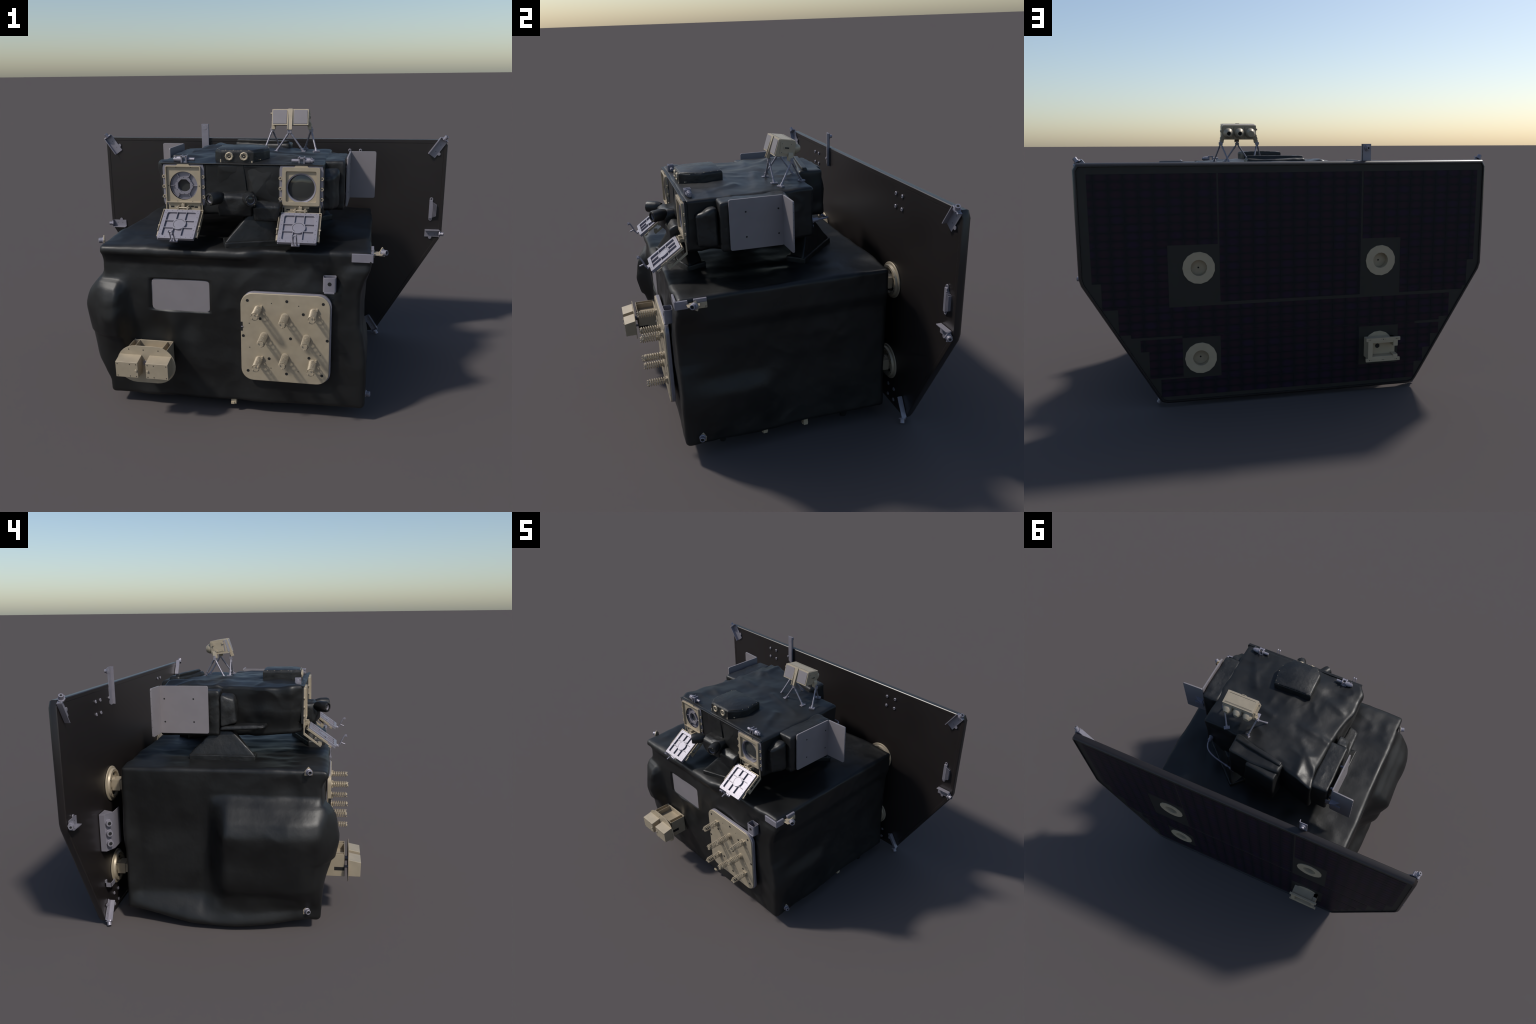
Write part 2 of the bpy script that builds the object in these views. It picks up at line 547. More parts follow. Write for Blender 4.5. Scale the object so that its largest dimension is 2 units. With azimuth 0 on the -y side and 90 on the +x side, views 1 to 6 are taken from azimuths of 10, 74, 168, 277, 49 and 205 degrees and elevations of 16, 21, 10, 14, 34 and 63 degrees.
def sun_sensor(name, base, axis, up, tan_fin=True):
    """small threaded sensor cup on a bent tab"""
    k = Kit().use("tan")
    a = Vector(axis).normalized()
    mx = frame(base, Vector(up).cross(a), up)
    if tan_fin:
        k.prism([(-0.018, -0.016), (0.018, -0.016), (0.018, 0.004), (0.0, 0.024), (-0.018, 0.004)], -0.003, 0.002, mx)
    k.use("alu").lathe([(0.0155, 0.002), (0.0155, 0.006), (0.012, 0.008), (0.012, 0.022), (0.010, 0.024), (0.008, 0.024), (0.008, 0.016)], 14, mx)
    k.use("dark").lathe([(0.008, 0.012), (0.008, 0.0175)], 12, mx)
    return k.make(name, root, 0.0008)


k = Kit().use("tan")
k.prism([(0.600, -0.432), (0.640, -0.430), (0.648, -0.405), (0.636, -0.380), (0.600, -0.375)], 0.768, 0.772)
k.make("sensor_tab", root, 0.001)
sun_sensor("sun_sensor", (0.640, -0.402, 0.774), (0.75, -0.5, 0.35), (0, 0.3, 1))
sun_sensor("sun_sensor", (-0.602, -0.414, 0.786), (-0.85, -0.3, 0.35), (0, 0, 1))
sun_sensor("sun_sensor", (-0.600, -0.412, 0.108), (-0.8, -0.35, -0.4), (0, 0, 1))
sun_sensor("sun_sensor", (0.592, -0.407, 0.112), (0.75, -0.3, -0.6), (0, 0.2, 1))

# stubs below the body
for x, y in [(0.545, -0.109), (0.545, 0.089), (-0.003, -0.455)]:
    k = Kit().use("pale")
    k.box((x - 0.012, y - 0.010, 0.038), (x + 0.012, y + 0.010, 0.088)).box((x - 0.012, y - 0.014, 0.038), (x + 0.004, y + 0.014, 0.049))
    k.make("lifting_lug", root, 0.001)
for x, y in [(0.55, -0.31), (0.55, 0.28), (-0.42, -0.30), (-0.42, 0.27)]:
    k = Kit().use("blanket").rod((x, y, 0.10), (x, y, 0.045), 0.022, 0.014)
    k.make("foot_stub", root, 0.002)

# ------------------------------------------------------------------ front thruster housing
k = Kit().use("tan")
x0, x1, yb, yf = -0.458, -0.272, -0.470, -0.588
k.box((x0, yf, 0.10 + 0.128), (x0 + 0.003, yb, 0.341)).box((x0 + 0.026, yf, 0.30), (x0 + 0.029, yb, 0.340))
k.box((x1 - 0.003, yf, 0.228), (x1, yb, 0.341)).box((x1 - 0.029, yf, 0.30), (x1 - 0.026, yb, 0.340))
k.box((x0, yf, 0.228), (x1, yf + 0.003, 0.341)).box((x0, yb - 0.02, 0.228), (x1, yb - 0.014, 0.341))
k.box((x0 + 0.001, yf + 0.001, 0.305), (x1 - 0.001, yb, 0.309)).box((x0 + 0.001, yf + 0.001, 0.2285), (x1 - 0.001, yb, 0.232))
k.use("dark").box((x0 - 0.0008, yf - 0.0005, 0.258), (x0 + 0.002, yf + 0.05, 0.276)).box((x1 - 0.002, yf - 0.0005, 0.258), (x1 + 0.0008, yf + 0.05, 0.276))
k.use("alu").rod((-0.365, -0.58, 0.285), (-0.365, -0.61, 0.285), 0.012).rod((-0.41, -0.58, 0.26), (-0.41, -0.61, 0.26), 0.006).rod((-0.32, -0.58, 0.26), (-0.32, -0.61, 0.26), 0.006)
thr = k.make("thruster_housing", root, 0.0008)
k = Kit().use("tan")
stad = []
for cx, a in ((-0.316, -90), (-0.410, 90)):
    for i in range(15):
        t = math.radians(a + 180 * i / 14)
        stad.append((cx + 0.088 * math.cos(t), 0.277 + 0.088 * math.sin(t)))
k.prism(stad, 0.0, 0.0025, at_y(-0.6045))
for xa, xb in ((-0.482, -0.381), (-0.345, -0.245)):
    pr = [(-0.607, 0.240), (-0.663, 0.239), (-0.665, 0.311), (-0.607, 0.323)]
    mx = frame((0, 0, 0), (0, 1, 0), (0, 0, 1))
    k.prism(pr, xa, xb, mx)
k.use("dark")
for x in (-0.440, -0.373, -0.305):
    k.dot(x, -0.607, 0.346, 0.003)
for xa, xb in ((-0.482, -0.381), (-0.345, -0.245)):
    for x in (xa + 0.008, (xa + xb) / 2 + (0.014 if xa < -0.4 else -0.014), xb - 0.008):
        for z in (0.246, 0.302):
            k.dot(x, -0.6635 - (z - 0.239) * 0.0278, z, 0.0024)
k.use("tan")
k.lathe([(0.006, 0), (0.006, 0.002), (0.004, 0.0035)], 12, at_y(-0.665) @ Matrix.Translation((-0.389, 0.274, 0)))
k.lathe([(0.006, 0), (0.006, 0.002), (0.004, 0.0035)], 12, at_y(-0.665) @ Matrix.Translation((-0.337, 0.274, 0)))
k.make("nozzle_cover", thr, 0.003)

# ------------------------------------------------------------------ instrument module
def module_shape(p, n):
    x, y, z = p
    wb = sst(0.0, 0.30, y)
    # rear wall runs slantwise: right corner well forward of the left one
    slant = prof([(-0.36, 0.335), (-0.2, 0.30), (0.12, 0.225), (0.20, 0.212), (0.38, 0.200)], x)
    slant += 0.018 * sst(1.08, 0.98, z) * sst(0.10, 0.2, x) * sst(0.35, 0.28, x)
    t = (y + 0.372) / 0.672
    p.y = -0.372 + t * (slant + 0.372)
    # left wall: pinched at the front corner, swelling, then drawn in toward the rear
    left = prof([(-0.372, -0.325), (-0.31, -0.350), (-0.20, -0.350), (-0.11, -0.328), (0.0, -0.312), (0.20, -0.296), (0.34, -0.315)], p.y)
    if x < 0:
        p.x = x * (left / -0.36) * (1 - 0.07 * sst(1.02, 0.93, z) * sst(0.0, -0.1, p.y))
    # wells behind the two sun-shield doors
    if p.y < -0.35:
        for cx in (0.2905, -0.2265):
            if abs(p.x - cx) < 0.083 and 0.960 < z < 1.122:
                p.y += 0.030
    # belly sags between the feet
    sag = math.sin(PI * min(1, max(0, (p.y + 0.36) / 0.62)))
    p.z -= 0.034 * sag * sst(0.98, 0.90, z) * (sst(0.42, 0.25, x) if x > 0 else 1 - 0.35 * sst(-0.25, -0.36, x))
    # roof: crowned along the middle, droops at the side edges
    p.z += 0.010 * sst(1.10, 1.13, z) * (1 - (x / 0.37) ** 2) * sst(-0.36, -0.25, p.y)
    # slack cloth drops away toward the left eave, with a few hard creases
    wtop = sst(1.10, 1.13, z)
    p.z -= wtop * (0.007 + 0.010 * nz(p, 9, 3.3)) * sst(-0.19, -0.33, p.x) * sst(-0.33, -0.25, p.y)
    for ax_, ay, bx_, by_, hgt in ((-0.30, 0.24, -0.16, 0.10, 0.011), (-0.22, 0.30, -0.20, 0.16, 0.009), (-0.30, 0.05, -0.12, 0.02, 0.008),
                                   (-0.29, -0.16, -0.18, -0.20, 0.008), (0.05, 0.02, 0.30, -0.04, 0.006), (0.22, -0.12, 0.30, -0.28, 0.006)):
        a_, c_ = Vector((ax_, ay)), Vector((bx_, by_))
        q_ = Vector((p.x, p.y))
        t_ = max(0.0, min(1.0, (q_ - a_).dot(c_ - a_) / (c_ - a_).length_squared))
        d_ = (q_ - a_ - (c_ - a_) * t_).length
        p.z += wtop * hgt * math.exp(-(d_ / 0.022) ** 2) * (1 - 0.6 * t_)
    # pockets on the roof where the sensor stand is bolted down
    for cx, cy, r_, dp in ((0.20, 0.10, 0.09, -0.008), (0.02, 0.05, 0.07, 0.003), (-0.20, 0.12, 0.10, 0.002), (-0.15, -0.15, 0.09, -0.006)):
        p.z += dp * sst(1.10, 1.13, z) * math.exp(-((p.x - cx) ** 2 + (p.y - cy) ** 2) / r_ ** 2)
    return p


module = soft_block("instrument_module", root, (-0.36, -0.372, 0.912), (0.383, 0.30, 1.137), 0.013, 88,
                    deform=module_shape, amp=0.0095, freq=8.0, seed=5.3)

# stiff hem over the doors
k = Kit().use("blanket")
k.box((-0.327, -0.381, 1.1325), (0.384, -0.366, 1.1375))
k.make("front_hem", module, 0.002)

# cloth apron between the two doors, two overlapping flaps
k = Kit().use("blanket")
hull_block("front_flap", module, [(-0.128, -0.371, 1.131), (0.044, -0.371, 1.134), (0.060, -0.371, 0.965), (-0.128, -0.371, 0.955),
                                  (-0.128, -0.374, 1.129), (0.040, -0.376, 1.131), (0.056, -0.377, 1.012), (0.05, -0.374, 0.970), (-0.128, -0.373, 0.957),
                                  (-0.07, -0.376, 1.045)], 0.002, 4, amp=0.0012, freq=18, seed=8)
hull_block("front_flap", module, [(0.050, -0.360, 1.133), (0.196, -0.360, 1.135), (0.205, -0.360, 0.955), (0.066, -0.360, 0.965),
                                  (0.052, -0.369, 1.131), (0.185, -0.374, 1.131), (0.091, -0.384, 1.004), (0.200, -0.372, 0.962), (0.068, -0.374, 0.968)],
           0.002, 4, amp=0.0012, freq=18, seed=9)

# three padded feet
def foot(p0, p1, inward, apex, top_w=0.36, seed=1):
    p0, p1, inw = Vector(p0), Vector(p1), Vector(inward)
    b0, b1 = p0.copy(), p1.copy()
    ax = (p1 - p0)
    pts = [b0, b1, b0 + inw * 0.08, b1 + inw * 0.08]
    pts += [v + Vector((0, 0, 0.030)) for v in (b0, b1)]
    mid = (p0 + p1) / 2
    for s_ in (-0.5, 0.5):
        for dpt in (apex[1], apex[1] + 0.05):
            pts.append(mid + ax * s_ * top_w + inw * dpt + Vector((0, 0, apex[0])))
    out = -inw * 0.008
    slab = [v + inw * t + out * (1 if t == 0 else 0) + Vector((0, 0, h)) for v in (b0, b1) for t in (0, 0.085) for h in (0, 0.030)]
    hull_block("foot_base", root, slab, 0.005, 5, "foil", 0.0025, 16, seed + 3)
    return hull_block("support_foot", root, pts, 0.006, 5, "foil", 0.0022, 16, seed)


foot((-0.025, -0.470, 0.783), (0.296, -0.362, 0.783), (-0.32, 0.947, 0), (0.150, 0.02), 0.32, 12)
foot((0.390, 0.146, 0.783), (0.160, 0.358, 0.783), (-0.68, -0.73, 0), (0.15, 0.03), 0.28, 13)
foot((-0.400, 0.176, 0.783), (-0.412, -0.150, 0.783), (1, 0, 0), (0.145, 0.03), 0.28, 14)

# padded packs on both flanks, behind the radiators
soft_block("flank_pack", module, (0.37, -0.242, 0.918), (0.468, 0.062, 1.136), 0.012, 30, "foil", None, 0.004, 13, 4.4)
soft_block("flank_pack", module, (0.36, -0.335, 0.935), (0.444, -0.247, 1.108), 0.016, 24, "foil",
           lambda p, n: Vector((p.x - 0.02 * sst(-0.28, -0.33, p.y), p.y, p.z - 0.025 * sst(1.0, 1.1, p.z) * sst(-0.27, -0.33, p.y))), 0.005, 16, 6.4)
soft_block("flank_pack", module, (-0.402, 0.022, 0.905), (-0.30, 0.312, 1.122), 0.012, 30, "foil", None, 0.004, 13, 7.4)
hull_block("flank_pack", module, [(-0.33, 0.018, 0.955), (-0.33, 0.018, 1.108), (-0.405, 0.018, 0.945), (-0.40, 0.018, 1.10),
                                  (-0.33, -0.062, 0.965), (-0.33, -0.050, 1.10), (-0.392, -0.060, 0.968), (-0.385, -0.045, 1.075)], 0.008, 4, "foil", 0.005, 18, 2)
hull_block("flank_fin", module, [(-0.33, 0.035, 0.928), (-0.34, -0.205, 0.938), (-0.405, 0.025, 0.930), (-0.40, -0.190, 0.938), (-0.33, 0.02, 0.960), (-0.40, 0.01, 0.952), (-0.34, -0.205, 0.960), (-0.395, -0.195, 0.957)],
           0.008, 4, "foil", 0.002, 16, 3)

# box hanging on the slanted rear wall
hull_block("rear_box", module, [(0.168, 0.205, 1.160), (-0.130, 0.278, 1.160), (0.170, 0.320, 1.158), (0.03, 0.338, 1.158), (-0.122, 0.330, 1.158),
                                (0.168, 0.205, 0.935), (-0.130, 0.26, 0.935), (0.168, 0.330, 0.940), (0.03, 0.350, 0.940), (-0.120, 0.34, 0.940)],
           0.010, 5, "blanket", 0.006, 11, 15)
hull_block("rear_box", module, [(0.052, 0.30, 1.148), (-0.128, 0.30, 1.150), (0.054, 0.352, 1.148), (-0.118, 0.374, 1.140),
                                (0.052, 0.30, 0.925), (-0.128, 0.30, 0.925), (0.056, 0.372, 0.930), (-0.120, 0.388, 0.940), (0.056, 0.376, 1.04), (-0.120, 0.392, 1.04)],
           0.008, 5, "blanket", 0.006, 11, 25)
hull_block("rear_flap", module, [(0.160, 0.235, 1.12), (-0.128, 0.285, 1.12), (0.164, 0.262, 1.12), (-0.125, 0.312, 1.12),
                                 (0.158, 0.222, 1.176), (-0.124, 0.275, 1.174), (0.160, 0.247, 1.176), (-0.122, 0.298, 1.174)],
           0.005, 4, "blanket", 0.002, 12, 16)

# ------------------------------------------------------------------ domed camera box on the roof
DP = [(0.118, -0.150), (0.137, -0.255), (0.118, -0.302), (0.080, -0.348), (-0.062, -0.350), (-0.098, -0.305), (-0.100, -0.155)]
bm = bmesh.new()
bot = [bm.verts.new((x, y, 1.128)) for x, y in DP]
top = [bm.verts.new((x, y, 1.190)) for x, y in DP]
n = len(DP)
for i in range(n):
    bm.faces.new((bot[i], bot[(i + 1) % n], top[(i + 1) % n], top[i]))
bm.faces.new(bot[::-1])
tf = bm.faces.new(top)
bmesh.ops.bevel(bm, geom=list(tf.edges), offset=0.009, segments=3, profile=0.5, affect="EDGES")
bmesh.ops.subdivide_edges(bm, edges=bm.edges[:], cuts=9, use_grid_fill=True)
bmesh.ops.triangulate(bm, faces=bm.faces[:])
for v in bm.verts:
    c = v.co
    if c.z > 1.1875:
        c.z += 0.013 * (1 - min(1, ((c.x - 0.015) / 0.12) ** 2)) * (1 - min(1, ((c.y + 0.24) / 0.11) ** 2)) + 0.0007 * nz(c, 40, 2)
    elif c.z < 1.185:
        c.z += 0
        c.x += 0.0012 * nz(c, 30, 4)
bmesh.ops.recalc_face_normals(bm, faces=bm.faces)
me = bpy.data.meshes.new("camera_hood")
bm.to_mesh(me)
bm.free()
me.materials.append(M["foil"])
me.polygons.foreach_set("use_smooth", [True] * len(me.polygons))
me.set_sharp_from_angle(angle=math.radians(35))
hood = put(me, "camera_hood", module)
k = Kit()
for x in (-0.0255, 0.0395):
    mx = at_y(-0.3497) @ Matrix.Translation((x, 1.165, 0))
    k.use("tan").lathe([(0.0195, -0.004), (0.0195, 0.003), (0.0165, 0.006), (0.0145, 0.006), (0.012, 0.0025), (0.0085, 0.0020)], 8, mx, close=False)
    k.use("dark").lathe([(0.0095, 0.0), (0.0095, 0.0015)], 16, mx)
    k.use("tan").lathe([(0.0035, 0.0), (0.0030, 0.003)], 10, mx)
k.use("tan").box((-0.0665, -0.3508, 1.131), (-0.0615, -0.346, 1.152)).box((0.071, -0.3508, 1.131), (0.077, -0.346, 1.146))
k.make("hood_lens", hood, 0.0008)
k = Kit().use("tan")
cx, cy = 0.015, -0.25
for i in range(n):
    (xa, ya), (xb, yb_) = DP[i], DP[(i + 1) % n]
    cnt = max(1, int(math.hypot(xb - xa, yb_ - ya) / 0.032))
    for j in range(cnt):
        t = (j + 0.5) / cnt
        x, y = xa + (xb - xa) * t, ya + (yb_ - ya) * t
        x, y = x + (cx - x) * 0.05, y + (cy - y) * 0.05
        k.lathe([(0.0022, 0), (0.0018, 0.0016)], 8, Matrix.Translation((x, y, 1.190)))
for x in (0.098, 0.104):
    for z in (1.140, 1.150):
        k.rod((x, -0.316, z), (x + 0.004, -0.327, z), 0.0016, n=6)
k.make("hood_rivet", hood)["kind"] = "stuff"

# ------------------------------------------------------------------ twin cameras under the doors
hull_block("camera_housing", module, [(-0.060, -0.36, 1.012), (0.088, -0.36, 1.020), (-0.060, -0.36, 0.915), (0.088, -0.36, 0.920),
                                      (-0.045, -0.425, 1.018), (0.070, -0.422, 1.020), (-0.035, -0.452, 1.004), (0.080, -0.445, 1.004),
                                      (-0.06, -0.440, 0.975), (0.092, -0.430, 0.985), (-0.060, -0.418, 0.915), (0.088, -0.424, 0.915), (0.015, -0.450, 0.93)],
           0.010, 5, "foil", 0.005, 17, 20)
hull_block("camera_housing", module, [(0.085, -0.36, 0.975), (0.215, -0.36, 0.975), (0.085, -0.36, 0.895), (0.21, -0.36, 0.895),
                                      (0.100, -0.400, 0.985), (0.205, -0.40, 0.980), (0.090, -0.435, 0.962), (0.205, -0.425, 0.962), (0.095, -0.432, 0.900), (0.195, -0.425, 0.900)],
           0.008, 5, "foil", 0.003, 14, 21)
for tip, ax in (((-0.084, -0.491, 1.002), (-0.52, -0.85, 0.10)), ((0.096, -0.489, 1.000), (0.42, -0.90, 0.06))):
    a = Vector(ax).normalized()
    mx = frame(tip, a.cross(Vector((0, 0, 1))) * -1, (0, 0, 1))
    if (mx.to_3x3() @ Vector((0, 0, 1))).dot(a) < 0:
        mx = frame(tip, a.cross(Vector((0, 0, 1))), (0, 0, 1))
    k = Kit().use("foil").lathe([(0.021, -0.075), (0.026, -0.060), (0.0285, -0.048), (0.0285, -0.010), (0.0255, 0.0), (0.0185, 0.001), (0.0180, -0.014)], 12, mx)
    k.use("alu").lathe([(0.0185, -0.016), (0.0185, -0.008), (0.016, -0.006), (0.0135, -0.012), (0.0135, -0.013)], 16, mx)
    k.use("glass").lathe([(0.0140, -0.0145), (0.0140, -0.0115), (0.006, -0.0095)], 16, mx)
    k.use("tan")
    for t in range(3):
        an = 1.2 + t * 2.1
        k.lathe([(0.0016, 0.0), (0.0016, 0.0022)], 6, mx @ Matrix.Translation((0.022 * math.cos(an), 0.022 * math.sin(an), 0)))
    k.make("tracking_camera", module, 0.001)

# ------------------------------------------------------------------ two sun-shield doors
def door(cx, spider):
    """square aperture frame with fold-down lid; cx = centre of the aperture"""
    X = Matrix.Translation((cx, 0, 0))
    P = lambda y: Matrix.Translation((cx, 0, 0)) @ at_y(y)
    k = Kit().use("alu")
    k.ring(square_loop(0, 1.0415, 0.0895, 48, 0.0935), circle(0, 1.0375, 0.066, 48), 0, 0.006, P(-0.3705))
    k.use("dark").box((-0.098, -0.3765, 0.955), (-0.0925, -0.365, 1.131), X).box((0.0935, -0.3765, 0.955), (0.098, -0.365, 1.131), X)
    base = k.make("aperture", module, 0.001)
    # frame
    k = Kit().use("tan")
    o = rrect(-0.080, 0.9635, 0.080, 1.1255, 0.006, 4)
    w = 0.0045 if spider else 0.0155
    i_ = rrect(-0.080 + w, 0.9635 + w, 0.080 - w, 1.1255 - w, 0.004 if spider else 0.006, 4)
    k.ring(o, i_, -0.004, 0.0145, P(-0.373))
    k.prism([(-0.032, 1.124), (0.034, 1.124), (0.026, 1.1325), (-0.024, 1.1325)], 0.004, 0.0095, P(-0.373))
    cz = 1.0375
    R = 0.0625
    k.ring(square_loop(0, 1.0445, 0.0795, 48), circle(0, cz, R, 48), 0.0037, 0.0047, P(-0.373))
    # ring clips down both sides
    for sx in (-0.0885, 0.0885):
        for z in (0.990, 1.034, 1.078):
            k.ring(circle(sx, z, 0.0078, 14), circle(sx, z, 0.0040, 14), 0.0035, 0.009, P(-0.373))
            k.box((min(sx * 0.87, sx), -0.380, z - 0.004), (max(sx * 0.87, sx) , -0.3765, z + 0.004), X) if False else None
    # hinge plate below
    k.prism(rrect(-0.072, 0.930, 0.073, 0.965, 0.003, 2), 0.0, 0.0045, P(-0.373))
    for sx in (-0.027, 0.016):
        k.box((sx, -0.402, 0.935), (sx + 0.007, -0.376, 0.950), X)
    k.rod(Vector((cx - 0.03, -0.398, 0.943)), Vector((cx + 0.028, -0.398, 0.943)), 0.0035)
    k.box((-0.008, -0.400, 0.943), (0.006, -0.376, 0.960), X)
    k.rod(Vector((cx - 0.004, -0.376, 0.957)), Vector((cx - 0.004, -0.392, 0.957)), 0.005)
    k.use("dark")
    for x, z in ((-0.055, 0.944), (0.053, 0.944), (0.035, 0.946)):
        k.box((x - 0.008, -0.3781, z - 0.004), (x + 0.008, -0.377, z + 0.003), X)
    for x, z in ((-0.032, 1.119), (0.034, 1.119), (-0.068, 1.0375), (0.070, 1.0375), (-0.03, 0.968), (0.038, 0.968)):
        k.dot(cx + x, -0.3785 if spider else -0.3858, z if spider else (z * 0.995 + 0.005), 0.0022)
    fr = k.make("aperture_frame", base, 0.0012)
    # optics
    k = Kit()
    if spider:
        k.use("alu").lathe([(0.0615, -0.012), (0.0615, -0.003), (0.058, -0.003)], 48, P(-0.373) @ Matrix.Translation((0, cz, 0)), close=False)
        o8 = circle(0, cz, 0.0615, 24)
        k.ring(o8, circle(0, cz, 0.0275, 24), -0.010, -0.008, P(-0.373))
        k.ring(poly_loop(6, 0, cz, 0.0440, 48, 0.0), poly_loop(8, 0, cz, 0.0300, 48, PI / 8), -0.009, 0.001, P(-0.373))
        for a in range(6):
            t = PI / 3 * a
            m2 = P(-0.373) @ Matrix.Translation((0, cz, 0)) @ Matrix.Rotation(t, 4, "Z")
            k.box((0.038, -0.0013, -0.0085), (0.062, 0.0013, 0.001), m2)
        k.use("dark")
        for a in range(6):
            t = PI / 3 * a + PI / 6
            k.dot(cx + 0.036 * math.cos(t), -0.3740, cz + 0.036 * math.sin(t), 0.0016, n=6)
        k.use("glass").lathe([(0.028, -0.012), (0.028, -0.0115)], 24, P(-0.373) @ Matrix.Translation((0, cz, 0)))
    else:
        mz = P(-0.373) @ Matrix.Translation((0, cz, 0))
        k.use("alu").lathe([(0.0575, -0.02), (0.0575, 0.004), (0.0635, 0.006), (0.0635, -0.01)], 40, mz, close=False)
        k.use("glass").lathe([(0.0585, -0.012), (0.0585, -0.010), (0.040, -0.006), (0.02, -0.004)], 40, mz)
    k.make("aperture_lens", base)
    # support arms under the lid
    k = Kit().use("tan")
    for sx in (-0.084, 0.079):
        pr = [(-0.376, 0.968), (-0.382, 0.968), (-0.382, 0.908), (-0.463, 0.845), (-0.459, 0.837), (-0.376, 0.898)]
        k.prism(pr, sx, sx + 0.005, X @ frame((0, 0, 0), (0, 1, 0), (0, 0, 1)))
        k.box((sx - 0.001, -0.466, 0.846), (sx + 0.006, -0.448, 0.866), X)
        k.rod(Vector((cx + sx - 0.004, -0.437, 0.885)), Vector((cx + sx + 0.009, -0.437, 0.885)), 0.0045)
    k.rod(Vector((cx - 0.08, -0.425, 0.872)), Vector((cx + 0.08, -0.425, 0.872)), 0.003).rod(Vector((cx - 0.08, -0.395, 0.893)), Vector((cx + 0.08, -0.395, 0.893)), 0.003)
    k.make("lid_arm", base, 0.001)
    # lid: u across, v down the slope, w out of the lit face
    vdir = Vector((0, -0.1385, -0.099)).normalized()
    Lm = frame((cx, -0.3975, 0.9365), (1, 0, 0), -vdir)
    LEN = 0.170
    k = Kit().use("tan")
    k.box((-0.091, -0.150, -0.012), (0.091, 0.0, -0.009), Lm)
    for sx in (-0.091, 0.0885):
        k.box((sx, -0.122, -0.010), (sx + 0.0025, 0.0, -0.001), Lm)
        k.rod(Lm @ Vector((sx - 0.003, -0.092, -0.006)), Lm @ Vector((sx + 0.006, -0.092, -0.006)), 0.004)
        k.box((sx, -0.150, -0.018), (sx + 0.003, -0.135, -0.009), Lm)
    k.box((-0.091, -0.004, -0.010), (0.091, 0.0, 0.0), Lm)
    k.make("lid_tray", base, 0.0008)
    k = Kit().use("alu")
    # ribbed pan: floor, rim and ribs
    W = 0.081
    k.box((-W, -LEN, -0.009), (W, -0.006, -0.005), Lm)
    oo = rrect(-W, -LEN, W, -0.006, 0.005, 4)
    ii = rrect(-W + 0.0165, -LEN + 0.0155, W - 0.0165, -0.006 - 0.0155, 0.008, 4)
    k.ring(oo, ii, -0.005, 0.004, Lm)
    cyl_ = -0.006 - (LEN - 0.006) / 2
    for u in (-0.020, 0.020):
        k.box((u - 0.0014, -LEN + 0.015, -0.005), (u + 0.0014, -0.021, 0.0035), Lm)
    for v in (-0.020, 0.020):
        k.box((-W + 0.016, cyl_ + v - 0.0014, -0.005), (W - 0.016, cyl_ + v + 0.0014, 0.0033), Lm)
    k.prism(circle(0, cyl_, 0.0305, 28), -0.005, 0.0040, Lm)
    # latch at the free end
    k.box((-0.020, -LEN - 0.016, -0.004), (0.014, -LEN + 0.002, 0.001), Lm)
    Lz = X
    for sx in (-0.011, 0.004):
        k.tube([(cx + sx, -0.535, 0.836), (cx + sx, -0.548, 0.832), (cx + sx, -0.556, 0.838), (cx + sx, -0.561, 0.852), (cx + sx, -0.572, 0.874), (cx + sx, -0.579, 0.883), (cx + sx, -0.586, 0.884), (cx + sx, -0.587, 0.876)], 0.0030, 6)
    k.rod(Vector((cx - 0.013, -0.583, 0.880)), Vector((cx + 0.008, -0.583, 0.880)), 0.0035)
    k.rod(Vector((cx - 0.004, -0.560, 0.846)), Vector((cx - 0.004, -0.580, 0.838)), 0.0035)
    # groove round the boss and small rivets round the rim
    k.use("dark")
    for r0, a0, a1 in ((0.0335, 10, 255), (0.0255, 20, 240)):
        seg = [math.radians(a0 + (a1 - a0) * i / 20) for i in range(21)]
        po = [(r0 * math.cos(t), cyl_ + r0 * math.sin(t)) for t in seg] + [((r0 - 0.0022) * math.cos(t), cyl_ + (r0 - 0.0022) * math.sin(t)) for t in seg[::-1]]
        if r0 < 0.03:
            k.prism(po, 0.003, 0.0044, Lm)
    for i in range(7):
        u = -W + 0.012 + i * (2 * W - 0.024) / 6
        for v in (-0.013, -LEN + 0.007):
            k.prism(circle(u, v, 0.0017, 6), 0.003, 0.0045, Lm)
    for i in range(6):
        v = -0.026 - i * 0.0245
        for u in (-W + 0.008, W - 0.008):
            k.prism(circle(u, v, 0.0017, 6), 0.003, 0.0045, Lm)
    k.make("lid_pan", base, 0.0008)
    return base


door(0.2905, False)
door(-0.2265, True)

# lid hinge motors on the roof edge
for cx, s_ in ((0.290, 1), (-0.227, -1)):
    k = Kit().use("alu")
    y, z = -0.343, 1.149
    k.rod((cx - s_ * 0.045, y, z), (cx - s_ * 0.012, y, z), 0.0075)
    k.rod((cx + s_ * 0.010, y, z), (cx + s_ * 0.034, y, z), 0.0135, n=16)
    k.rod((cx + s_ * 0.034, y, z), (cx + s_ * 0.046, y, z), 0.0115, n=16)
    k.rod((cx + s_ * 0.046, y, z), (cx + s_ * 0.051, y, z), 0.0075)
    k.rod((cx + s_ * 0.040, y - 0.01, z + 0.008), (cx + s_ * 0.040, y - 0.01, z + 0.016), 0.002, n=8)
    for dx in (-0.013, 0.008):
        k.box((cx + dx - 0.001, y - 0.016, 1.134), (cx + dx + 0.0045, y + 0.014, 1.167))
    k.box((cx - 0.017, y - 0.016, 1.158), (cx + 0.015, y - 0.006, 1.165))
    k.box((cx - 0.017, y - 0.010, 1.130), (cx + 0.015, y + 0.014, 1.139))
    k.make("hinge_motor", module, 0.0012)

